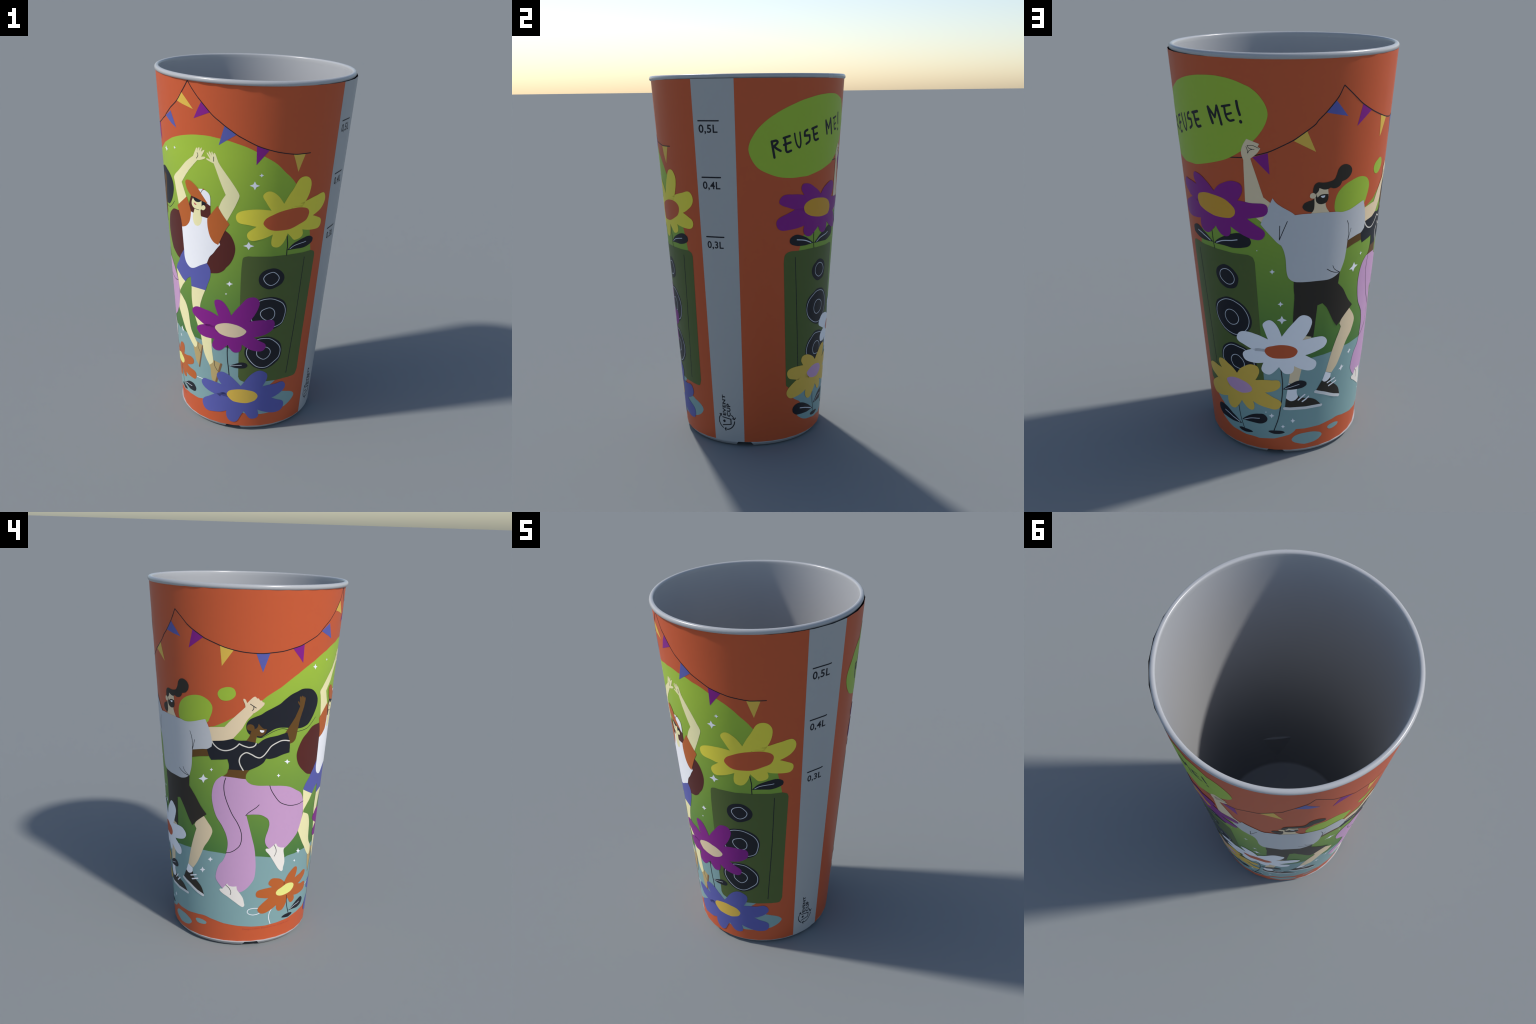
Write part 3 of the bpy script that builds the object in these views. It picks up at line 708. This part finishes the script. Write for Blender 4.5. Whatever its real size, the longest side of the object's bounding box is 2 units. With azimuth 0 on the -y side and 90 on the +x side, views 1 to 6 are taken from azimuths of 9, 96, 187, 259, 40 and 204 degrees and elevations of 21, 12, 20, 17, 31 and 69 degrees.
shape("leg", SKIN_TAN, 5, [(-127.8, 0.783, 1), (-124.5, 0.751), (-121.4, 0.715), (-120.9, 0.697), (-121.5, 0.678), (-123.8, 0.641), (-127.8, 0.594), (-131, 0.539), (-134.7, 0.485), (-138.7, 0.446, 1), (-143.6, 0.461, 1), (-138.9, 0.587), (-133.8, 0.693, 1), (-135.3, 0.714, 1), (-132.6, 0.756, 1)])
shape("leg", SKIN_TAN, 5, [(-164.8, 0.693, 1), (-155.4, 0.676, 1), (-160.6, 0.524, 1), (-163.4, 0.416, 1), (-169.7, 0.427, 1), (-168.4, 0.515, 1)])
shape("sock", WHITE, 7, [(-143.7, 0.461, 1), (-139.1, 0.443, 1), (-139.7, 0.419), (-142.4, 0.405), (-144.4, 0.406), (-146, 0.417, 1)])
shape("sock", WHITE, 7, [(-169.7, 0.427, 1), (-168.3, 0.417), (-163.6, 0.413, 1), (-164.1, 0.37), (-163.1, 0.343, 1), (-165.1, 0.327), (-167.7, 0.322), (-169.9, 0.329), (-171.5, 0.34, 1)])
shape("shoe", BLACK, 6, [(-146.1, 0.418, 1), (-139.2, 0.421, 1), (-138.6, 0.394), (-134.3, 0.367), (-131.1, 0.338), (-129.2, 0.297, 1), (-138.3, 0.326), (-150, 0.367, 1)])
shape("shoe", BLACK, 6, [(-171.4, 0.344, 1), (-163.4, 0.342, 1), (-162.4, 0.352, 1), (-161.9, 0.339), (-159, 0.335), (-153.9, 0.326), (-150.5, 0.313), (-146.1, 0.28, 1), (-157.4, 0.282), (-168.5, 0.285), (-172.1, 0.287, 1)])
stroke("shoe_sole", SOLE, 7, 0.0165, [(-150.5, 0.359), (-144.3, 0.34), (-137.6, 0.315), (-130.2, 0.292)])
stroke("shoe_sole", SOLE, 7, 0.0158, [(-172.4, 0.279), (-168.1, 0.277), (-157.3, 0.275), (-145.8, 0.273)])
stroke("shoelace", WHITE, 8, 0.0075, [(-141.5, 0.393), (-135.7, 0.409)])
stroke("shoelace", WHITE, 8, 0.0076, [(-140.2, 0.373), (-134.3, 0.39)])
stroke("shoelace", WHITE, 8, 0.0075, [(-162.9, 0.325), (-158.5, 0.354)])
stroke("shoelace", WHITE, 8, 0.0075, [(-160, 0.314), (-158, 0.325), (-155.7, 0.34)])
shape("head", SKIN_TAN, 5, [(-154.4, 1.422, 1), (-149.5, 1.412, 1), (-149.1, 1.37), (-150.5, 1.346), (-149.9, 1.324), (-147.7, 1.297, 1), (-158.4, 1.304, 1), (-157, 1.322), (-156.8, 1.348), (-156.9, 1.371), (-156.3, 1.394, 1)])
shape("hair", BLACK, 6, [(-157.7, 1.4), (-157.7, 1.418), (-157, 1.436), (-155.4, 1.445), (-152.3, 1.442), (-149.5, 1.443), (-146.4, 1.451), (-145, 1.47), (-144.1, 1.495), (-142.4, 1.51), (-139.7, 1.514), (-136.8, 1.503), (-135.5, 1.484), (-136.1, 1.462), (-138.2, 1.445), (-141.3, 1.437, 1), (-142.3, 1.421), (-144.1, 1.412), (-146.4, 1.411), (-148.1, 1.416, 1), (-149.6, 1.41), (-151.8, 1.41), (-154.4, 1.419, 1), (-154.8, 1.405), (-156, 1.394, 1), (-156.8, 1.396)])
shape("hair", BLACK, 6, [(-157, 1.372, 1), (-156.8, 1.348), (-157, 1.325), (-157.8, 1.31, 1), (-160.2, 1.313), (-162.2, 1.322), (-163.1, 1.336), (-162.4, 1.35), (-160.7, 1.359), (-158.3, 1.365)])
shape("beard", BLACK, 6, [(-156.3, 1.396, 1), (-155.2, 1.376, 1), (-153.7, 1.386), (-151.6, 1.389), (-149.2, 1.387, 1), (-149.1, 1.368), (-149.9, 1.351), (-152, 1.343), (-154.2, 1.345), (-155.8, 1.356), (-156.4, 1.377, 1)])
shape("ear", SKIN_TAN, 7, [(-159.4, 1.386), (-159, 1.395), (-157.7, 1.399), (-156.3, 1.391), (-156.1, 1.381), (-157, 1.374), (-158.4, 1.374), (-159.2, 1.379)])
shape("teeth", WHITE, 7, [(-153.4, 1.381, 1), (-151, 1.383, 1), (-151.2, 1.375), (-152.2, 1.372), (-153.1, 1.376)])
shape("arm", SKIN_TAN, 7, [(-123.1, 1.28, 1), (-112, 1.291, 1), (-109.1, 1.319), (-99.6, 1.4, 1), (-94.8, 1.366, 1), (-98.2, 1.333), (-100.4, 1.3), (-101.1, 1.289), (-106.7, 1.231, 1), (-112.5, 1.218), (-121.5, 1.208, 1)])
shape("hand", SKIN_TAN, 7, [(-99.6, 1.398, 1), (-99.9, 1.414), (-101, 1.437), (-100.8, 1.443), (-99.7, 1.439), (-98.7, 1.421, 1), (-95, 1.452), (-93.9, 1.454), (-92.9, 1.445, 1), (-92, 1.445), (-91.2, 1.435, 1), (-90.1, 1.434), (-89.6, 1.426, 1), (-88.6, 1.424), (-88.4, 1.416), (-89.6, 1.402), (-92.1, 1.382), (-94.2, 1.369, 1), (-97.2, 1.363, 1), (-100.2, 1.385, 1)])
stroke("finger_line", INK, 8, 0.0037, [(-96.8, 1.416), (-93.2, 1.396)])
stroke("finger_line", INK, 8, 0.0038, [(-94.7, 1.404), (-94.7, 1.392), (-95.4, 1.382)])

# long haired dancer
shape("hair", INK, 4, [(-98.8, 1.293), (-98.5, 1.316), (-96.7, 1.335), (-93.8, 1.348), (-90.1, 1.361), (-87.1, 1.377), (-83, 1.394), (-78.4, 1.415), (-75.7, 1.433), (-71.3, 1.458), (-66.6, 1.474), (-63.9, 1.481), (-60.4, 1.481), (-55.9, 1.473), (-51.9, 1.451), (-49.1, 1.42), (-48.6, 1.389), (-49.6, 1.36), (-52.3, 1.32), (-56, 1.288), (-59.7, 1.275), (-64.4, 1.272), (-70.6, 1.281), (-75.1, 1.286), (-78.1, 1.287), (-80.9, 1.282), (-84.1, 1.267), (-87.1, 1.25), (-89.4, 1.24), (-91.8, 1.241), (-93.7, 1.254), (-96.4, 1.255), (-98, 1.27)])
stroke("hair_strand", INK, 4, 0.0025, [(-91.8, 1.241), (-89, 1.239), (-85.9, 1.251), (-81.7, 1.269), (-77.6, 1.28), (-75.1, 1.28), (-72.4, 1.274)])
stroke("hair_strand", INK, 4, 0.0026, [(-64.9, 1.256), (-60.5, 1.258), (-56.2, 1.267), (-52.3, 1.289), (-48.9, 1.315)])
shape("head", SKIN_BROWN, 5, [(-91.4, 1.313, 1), (-89.7, 1.297), (-88.1, 1.286), (-86.1, 1.284, 1), (-86.5, 1.269), (-87.6, 1.256), (-89.5, 1.247), (-92, 1.248, 1), (-92.4, 1.234), (-92.8, 1.209, 1), (-98.8, 1.22, 1), (-96.8, 1.244), (-95.6, 1.275, 1), (-93.7, 1.284, 1), (-92.4, 1.29), (-91.7, 1.3)])
shape("ear", SKIN_BROWN, 5, [(-98.5, 1.293), (-97.8, 1.307), (-96.3, 1.31), (-94.5, 1.304), (-93.7, 1.287), (-94.6, 1.277), (-96.5, 1.276), (-98, 1.282)])
shape("teeth", WHITE, 6, [(-90.5, 1.28, 1), (-87.6, 1.277, 1), (-88, 1.268), (-89.2, 1.266), (-90.2, 1.271)])
shape("arm", SKIN_BROWN, 5, [(-73.9, 1.254, 1), (-71.2, 1.287), (-67.6, 1.334), (-64.3, 1.391, 1), (-66.3, 1.413), (-66.3, 1.419), (-65.6, 1.417), (-64.6, 1.405, 1), (-65.2, 1.44), (-64.8, 1.444), (-64.1, 1.436, 1), (-63.7, 1.443), (-63.3, 1.446), (-62.6, 1.437, 1), (-62.2, 1.443), (-61.8, 1.44), (-61.5, 1.432, 1), (-61, 1.436), (-60.5, 1.43), (-61, 1.388, 1), (-63.5, 1.317), (-64.4, 1.274), (-65.1, 1.237), (-65.8, 1.214), (-67.3, 1.202), (-69.6, 1.195, 1), (-70.8, 1.213, 1), (-72.6, 1.251, 1)])
shape("arm", SKIN_BROWN, 5, [(-135.7, 1.142, 1), (-123.3, 1.163, 1), (-121.9, 1.125, 1), (-128.9, 1.115), (-135.9, 1.1, 1)])
shape("waist", SKIN_BROWN, 5, [(-109.6, 1.064, 1), (-95.6, 1.065, 1), (-95.6, 1.065, 1), (-97.9, 1.039), (-98.2, 1.009, 1), (-105.1, 1.014), (-113.5, 1.019, 1), (-110.4, 1.041)])
shape("blouse", INK, 6, [(-121.5, 1.208, 1), (-112.5, 1.218), (-106.7, 1.23, 1), (-104.4, 1.223), (-98.6, 1.223), (-98.4, 1.222), (-92.8, 1.212), (-91.1, 1.207, 1), (-88.2, 1.226), (-85.4, 1.236), (-79, 1.246), (-73.5, 1.256), (-72.2, 1.258, 1), (-70.4, 1.216), (-69.6, 1.188), (-69.5, 1.147, 1), (-74.5, 1.139), (-78.8, 1.128), (-83, 1.121), (-85.5, 1.124, 1), (-87, 1.103), (-90.1, 1.085), (-96, 1.062, 1), (-109.2, 1.061, 1), (-109.1, 1.087), (-110.1, 1.118, 1), (-113.3, 1.114), (-120.9, 1.105, 1), (-122.4, 1.126), (-123.8, 1.166, 1)])
stroke("blouse_line", STITCH, 7, 0.0061, [(-120.3, 1.207), (-118.6, 1.188), (-115.4, 1.169), (-111.3, 1.164), (-107.4, 1.173), (-104.3, 1.191), (-102.8, 1.205, 1), (-100, 1.194), (-96.9, 1.186), (-96.9, 1.186), (-94.2, 1.19), (-92.7, 1.2), (-92.4, 1.208)])
stroke("blouse_line", STITCH, 7, 0.0061, [(-100, 1.061), (-102.1, 1.093), (-102.6, 1.117), (-101.4, 1.142), (-98.4, 1.158), (-95.2, 1.149), (-92, 1.134), (-89.6, 1.13), (-87.2, 1.141), (-84.9, 1.164), (-82.7, 1.189), (-79.5, 1.206), (-76.2, 1.216), (-73.1, 1.216), (-70.3, 1.211)])
shape("trousers", LILAC, 6, [(-113.8, 1.022, 1), (-107.2, 1.019), (-98.3, 1.012, 1), (-97, 0.997), (-94.5, 0.983), (-89.5, 0.975), (-81.8, 0.971), (-73.1, 0.963), (-67.1, 0.951), (-61.3, 0.926), (-56.1, 0.899), (-52.9, 0.855), (-51.6, 0.804), (-51.8, 0.752), (-54.8, 0.676), (-58.4, 0.638), (-63.4, 0.605), (-67.1, 0.587, 1), (-79.4, 0.602, 1), (-81.7, 0.622), (-82.9, 0.649), (-82.6, 0.675), (-81.1, 0.715), (-80.5, 0.751), (-81.6, 0.778), (-84, 0.794), (-87.2, 0.807), (-92, 0.811), (-97.1, 0.809, 1), (-95.1, 0.75), (-92.6, 0.676), (-90.4, 0.609), (-89.1, 0.525), (-88.9, 0.494), (-89.8, 0.425), (-93.8, 0.376), (-97.1, 0.353), (-100.4, 0.342), (-105.6, 0.343), (-109.5, 0.35), (-113.4, 0.362), (-116.8, 0.391), (-118.7, 0.416), (-118.5, 0.447), (-116.2, 0.5), (-112.9, 0.534), (-110.6, 0.581), (-109.6, 0.635), (-110.7, 0.686), (-113.4, 0.735), (-117.8, 0.789), (-120, 0.844), (-120.9, 0.904), (-119.8, 0.959), (-117.6, 0.995)])
stroke("trouser_line", INK, 7, 0.0040, [(-111.1, 1.014), (-112.1, 0.987), (-112.3, 0.948), (-111.2, 0.9), (-106.9, 0.813), (-102.9, 0.76), (-100.6, 0.717), (-99.8, 0.677), (-100.8, 0.632), (-103.8, 0.604), (-107.4, 0.586), (-110.6, 0.58)])
stroke("trouser_line", INK, 7, 0.0039, [(-88.6, 0.866), (-90.5, 0.851), (-95.6, 0.821), (-97.4, 0.805)])
stroke("trouser_line", INK, 7, 0.0040, [(-81.9, 0.971), (-80.7, 0.946), (-77.7, 0.908), (-73.6, 0.87), (-69.4, 0.852), (-64, 0.839), (-58.1, 0.837), (-52.5, 0.845)])
shape("shoe", CREAM, 7, [(-74.2, 0.628, 1), (-72.7, 0.609), (-70, 0.598), (-66.9, 0.594, 1), (-67.4, 0.578), (-66.1, 0.534), (-65.6, 0.498), (-66.5, 0.469), (-66.5, 0.455), (-67.8, 0.45), (-70.6, 0.468), (-74.8, 0.516), (-78.8, 0.563), (-82, 0.594), (-81.8, 0.603), (-79.2, 0.602, 1)])
shape("shoe", CREAM, 7, [(-109.8, 0.393, 1), (-108.5, 0.38), (-105.7, 0.376), (-102.7, 0.379, 1), (-102.3, 0.36), (-99.8, 0.333), (-97.6, 0.305), (-96.6, 0.274), (-96.3, 0.26), (-97.4, 0.249), (-103.5, 0.278), (-109.4, 0.31), (-115.4, 0.342), (-115.8, 0.352), (-114.9, 0.357), (-113.6, 0.357, 1)])
stroke("shoe_line", INK, 8, 0.0031, [(-75.7, 0.621), (-73.9, 0.595), (-73.6, 0.572), (-74.8, 0.551)])
stroke("shoe_line", INK, 8, 0.0031, [(-110.9, 0.383), (-108, 0.361), (-106.9, 0.338), (-107.4, 0.324)])

# dancer with cap
shape("hair", MAROON, 3, [(-43.3, 1.277, 1), (-51.2, 1.267), (-55.4, 1.242), (-59.2, 1.213), (-62.1, 1.169), (-63.3, 1.129), (-62.2, 1.089), (-59.4, 1.053), (-52, 1.004), (-46.9, 0.991, 1), (-40.7, 1.055, 1), (-40.6, 1.192, 1), (-41.8, 1.259, 1)])
shape("hair", MAROON, 3, [(-7.2, 1.232, 1), (-3.6, 1.208), (-1.2, 1.172), (-0.2, 1.131), (-1.1, 1.088), (-3.5, 1.046), (-6.4, 1.018), (-7.7, 1.003), (-11.3, 0.983), (-18, 0.97, 1), (-21, 1.016, 1), (-20.4, 1.028, 1), (-18.3, 1.068), (-12.1, 1.142, 1)])
shape("hair", MAROON, 5, [(-30.5, 1.387, 1), (-16.4, 1.356, 1), (-16.4, 1.304, 1), (-18.7, 1.278, 1), (-28.9, 1.289, 1), (-31.3, 1.295, 1), (-32.6, 1.332), (-31.5, 1.364)])
shape("head", SKIN_PALE, 8, [(-28.8, 1.378, 1), (-30.1, 1.357), (-30.2, 1.338), (-29.2, 1.325), (-26.7, 1.317), (-23.3, 1.319, 1), (-21.4, 1.335, 1), (-21.2, 1.374, 1)])
shape("neck", SKIN_PALE, 7, [(-28, 1.323, 1), (-23.4, 1.325, 1), (-23.2, 1.286), (-22.6, 1.283), (-22.9, 1.257), (-24.2, 1.237), (-26.6, 1.225), (-28.6, 1.229), (-29.8, 1.251), (-29.8, 1.279), (-28.8, 1.301)])
shape("ear", SKIN_PALE, 10, [(-22.5, 1.333), (-22, 1.344), (-20.9, 1.349), (-19.9, 1.343), (-19.8, 1.333), (-21, 1.322), (-22.3, 1.322)])
shape("sunglasses", INK, 9, [(-29.3, 1.382, 1), (-22.2, 1.372, 1), (-23.5, 1.363), (-25.5, 1.358), (-27.4, 1.36), (-28.6, 1.37)])
shape("sunglasses", INK, 9, [(-22.3, 1.374, 1), (-19.8, 1.37, 1), (-19.9, 1.353, 1), (-21.1, 1.347), (-22.4, 1.339, 1)])
shape("lips", LIP, 9, [(-28.6, 1.352, 1), (-26.3, 1.344, 1), (-27, 1.34), (-28.1, 1.342)])
stroke("chin_line", INK, 9, 0.0026, [(-28.1, 1.319), (-26.2, 1.317), (-24.7, 1.317)])
shape("cap_crown", WHITE, 9, [(-24.8, 1.431, 1), (-21.3, 1.435), (-18.8, 1.427), (-16.9, 1.413), (-16.3, 1.397), (-16.3, 1.351, 1), (-19, 1.363, 1), (-23.3, 1.413, 1)])
shape("cap_button", RUST, 10, [(-21.4, 1.434), (-20.7, 1.438), (-20, 1.433), (-20.7, 1.431)])
stroke("cap_seam", INK, 10, 0.0025, [(-21, 1.433), (-22.1, 1.422), (-22.6, 1.413)])
shape("cap_brim", RUST, 10, [(-30.4, 1.384, 1), (-32.8, 1.406), (-34.4, 1.437), (-34.7, 1.453), (-33.3, 1.465), (-30.7, 1.465), (-27.3, 1.45), (-24.1, 1.428), (-21.1, 1.396), (-18.1, 1.362, 1), (-22.6, 1.372), (-26.3, 1.379)])
shape("shirt", WHITE, 6, [(-31.3, 1.296, 1), (-28.9, 1.291, 1), (-23.3, 1.285, 1), (-18.6, 1.281, 1), (-14.6, 1.243, 1), (-10.1, 1.146, 1), (-12.6, 1.12), (-15.1, 1.091), (-17.9, 1.065), (-20, 1.026, 1), (-25.1, 1.004), (-32.1, 0.972), (-35.8, 0.972), (-39, 0.99), (-40.4, 1.019), (-40.6, 1.063), (-41.2, 1.192, 1), (-34.3, 1.241, 1)])
shape("sleeve", RUST, 7, [(-34.2, 1.373, 1), (-32.4, 1.329), (-31.3, 1.295, 1), (-31.8, 1.268), (-33.2, 1.233), (-36.5, 1.205), (-41, 1.189, 1), (-41.8, 1.235), (-44.7, 1.302, 1)])
shape("sleeve", RUST, 7, [(-11.5, 1.359, 1), (-8.3, 1.313), (-4.1, 1.266, 1), (-6.8, 1.229), (-11.4, 1.144, 1), (-14.4, 1.153), (-17, 1.18), (-18.6, 1.23), (-18.8, 1.271), (-18.6, 1.281, 1)])
shape("arm", SKIN_PALE, 4, [(-42.3, 1.279, 1), (-46, 1.426), (-46.9, 1.45), (-45.3, 1.468), (-40.9, 1.501, 1), (-32.4, 1.568), (-27.3, 1.601, 1), (-24.5, 1.582, 1), (-31.8, 1.515), (-31.5, 1.517, 1), (-38.6, 1.442, 1), (-33.8, 1.353, 1)])
shape("hand", SKIN_PALE, 4, [(-27.5, 1.6, 1), (-26.4, 1.62), (-24.9, 1.644), (-24.3, 1.647), (-24, 1.643), (-24.2, 1.629, 1), (-23.4, 1.647), (-22.7, 1.651), (-22.4, 1.648), (-22.7, 1.632, 1), (-21.7, 1.647), (-21.1, 1.651), (-21, 1.648), (-21.5, 1.63, 1), (-20, 1.64), (-19.4, 1.641), (-19.6, 1.634), (-21.6, 1.604, 1), (-19.3, 1.606), (-18.9, 1.602), (-19.8, 1.595), (-22.8, 1.585), (-24.5, 1.582, 1), (-26.9, 1.585, 1)])
stroke("palm_line", INK, 5, 0.0031, [(-24.4, 1.621), (-23.8, 1.609), (-25, 1.591)])
shape("hand", SKIN_PALE, 4, [(-13.6, 1.579, 1), (-15.4, 1.584), (-18.1, 1.594), (-18.5, 1.598), (-17.7, 1.6), (-15.7, 1.596, 1), (-17.8, 1.625), (-17.9, 1.63), (-17.4, 1.629), (-15.6, 1.611, 1), (-16.6, 1.633), (-16.3, 1.638), (-15.6, 1.633), (-14.7, 1.618, 1), (-14.9, 1.635), (-14.5, 1.639), (-13.6, 1.622, 1), (-13.4, 1.631), (-13, 1.634), (-12.3, 1.627), (-11.6, 1.612), (-10.7, 1.591, 1), (-12.1, 1.576, 1)])
stroke("palm_line", INK, 5, 0.0034, [(-13.5, 1.613), (-13.6, 1.59)])
shape("arm", SKIN_PALE, 4, [(-13.7, 1.581, 1), (-10.8, 1.591, 1), (-9.2, 1.568), (-6.6, 1.537), (-3.7, 1.504), (0, 1.459), (1.6, 1.434), (1.9, 1.423), (-0.1, 1.375), (-5.6, 1.282, 1), (-11.1, 1.343, 1), (-8.8, 1.39), (-6.4, 1.422, 1), (-8.9, 1.472), (-12.1, 1.547)])
shape("shorts", BLUE, 5, [(-20, 1.025, 1), (-18, 1), (-17.4, 0.976), (-18.1, 0.941), (-20, 0.901), (-22, 0.858, 1), (-28.9, 0.854), (-34.6, 0.853, 1), (-35, 0.914, 1), (-38.8, 0.894), (-41.7, 0.867, 1), (-46.9, 0.886), (-53.8, 0.914, 1), (-51.7, 0.944), (-48, 0.977), (-46.8, 0.995), (-40.8, 1.059, 1), (-40.1, 1.013, 1), (-32, 0.982, 1)])
shape("leg", SKIN_PALE, 4, [(-53.8, 0.917, 1), (-41.3, 0.872, 1), (-50.6, 0.788, 1), (-50.7, 0.77, 1), (-52.4, 0.843, 1)])
shape("leg", SKIN_PALE, 5, [(-50.7, 0.774, 1), (-44, 0.746), (-40.6, 0.694), (-38.2, 0.584), (-32.4, 0.519), (-32.3, 0.495), (-34.2, 0.479), (-36.7, 0.486), (-46.9, 0.576), (-54.8, 0.671, 1), (-52.1, 0.737, 1)])
shape("leg", SKIN_PALE, 5, [(-34.5, 0.858, 1), (-22, 0.863, 1), (-25.3, 0.804), (-27.3, 0.749), (-25.4, 0.696), (-20.2, 0.63, 1), (-18.2, 0.595, 1), (-18, 0.504), (-17.1, 0.438), (-17.5, 0.421), (-20.4, 0.4, 1), (-25.1, 0.468), (-27.7, 0.573, 1), (-30.4, 0.629), (-34.4, 0.731), (-35.1, 0.787)])
shape("shoe", TAN, 4, [(-36.7, 0.48, 1), (-32, 0.522, 1), (-26.6, 0.51, 1), (-31.3, 0.369, 1), (-34.2, 0.402), (-35.2, 0.436)])
stroke("shoe_sole", BROWN, 5, 0.0085, [(-26.6, 0.507), (-30.8, 0.363)])
stroke("shoe_line", INK, 5, 0.0025, [(-30.9, 0.517), (-31.3, 0.492), (-28.9, 0.456)])
shape("shoe", TAN, 4, [(-21, 0.403, 1), (-17, 0.438, 1), (-10.5, 0.428, 1), (-15.4, 0.289, 1), (-18.2, 0.304), (-19.4, 0.343), (-19.6, 0.379)])
stroke("shoe_sole", BROWN, 5, 0.0120, [(-10.3, 0.423), (-15.4, 0.285)])
stroke("shoe_line", INK, 5, 0.0028, [(-15.8, 0.436), (-16, 0.407), (-13.5, 0.374)])

# measuring strip
stroke("mark_line", INK, 2, 0.0066, [(68.2, 1.775), (80.6, 1.775)])
stroke("mark_line", INK, 2, 0.0071, [(68.5, 1.493), (80.4, 1.494)])
stroke("mark_line", INK, 2, 0.0072, [(69, 1.185), (80.7, 1.186)])
stroke("logo_line", INK, 2, 0.0054, [(72.6, 0.103), (70.7, 0.118), (69.6, 0.138), (69.6, 0.157), (70.4, 0.173), (71.2, 0.183)])
stroke("logo_line", INK, 2, 0.0049, [(70.1, 0.185), (71.5, 0.187, 1), (71.7, 0.174)])
stroke("logo_line", INK, 2, 0.0060, [(82.5, 0.146), (82, 0.131), (80.6, 0.114), (78.6, 0.102), (76.4, 0.096), (74.2, 0.098)])
stroke("logo_line", INK, 2, 0.0049, [(75, 0.105), (73.9, 0.099, 1), (74.8, 0.087)])
stroke("logo_line", INK, 2, 0.0053, [(80.2, 0.183), (81.5, 0.171), (82.3, 0.16)])
stroke("logo_line", INK, 2, 0.0049, [(80.7, 0.164), (82.4, 0.158, 1), (83.3, 0.17)])
stroke("logo_line", INK, 2, 0.0060, [(72.6, 0.168), (79.5, 0.16, 1), (79.5, 0.129, 1), (72.6, 0.12)])
shape("logo_drop", INK, 2, [(72.5, 0.145, 1), (73.7, 0.153), (74.8, 0.149), (74.7, 0.14), (74, 0.136), (73, 0.14)])

# measuring strip
lay_on_sleeve("measuring_strip", PAPER, 1, [(64.9, SLEEVE_BOTTOM), (90.0, SLEEVE_BOTTOM), (90.0, SLEEVE_TOP), (64.9, SLEEVE_TOP)], [(0, 1, 2, 3)])
lettering("mark_text", INK, 2, "0,5L", 68.3, 1.717, 0.104, 0.039, bold=0.02)
lettering("mark_text", INK, 2, "0,4L", 68.7, 1.435, 0.097, 0.037, bold=0.02)
lettering("mark_text", INK, 2, "0,3L", 69.2, 1.126, 0.091, 0.036, bold=0.02)
lettering("logo_text", INK, 2, "EVENT", 75.5, 0.178, 0.124, 0.0175, turn=True, bold=0.04)
lettering("logo_text", INK, 2, "CUP", 79.35, 0.174, 0.078, 0.0205, turn=True, bold=0.04)
lettering("credit_text", CREDIT, 1, "Design enth\u00e4lt Elemente von Freepik.com", -97.3, 0.100, 0.297, 0.0105)
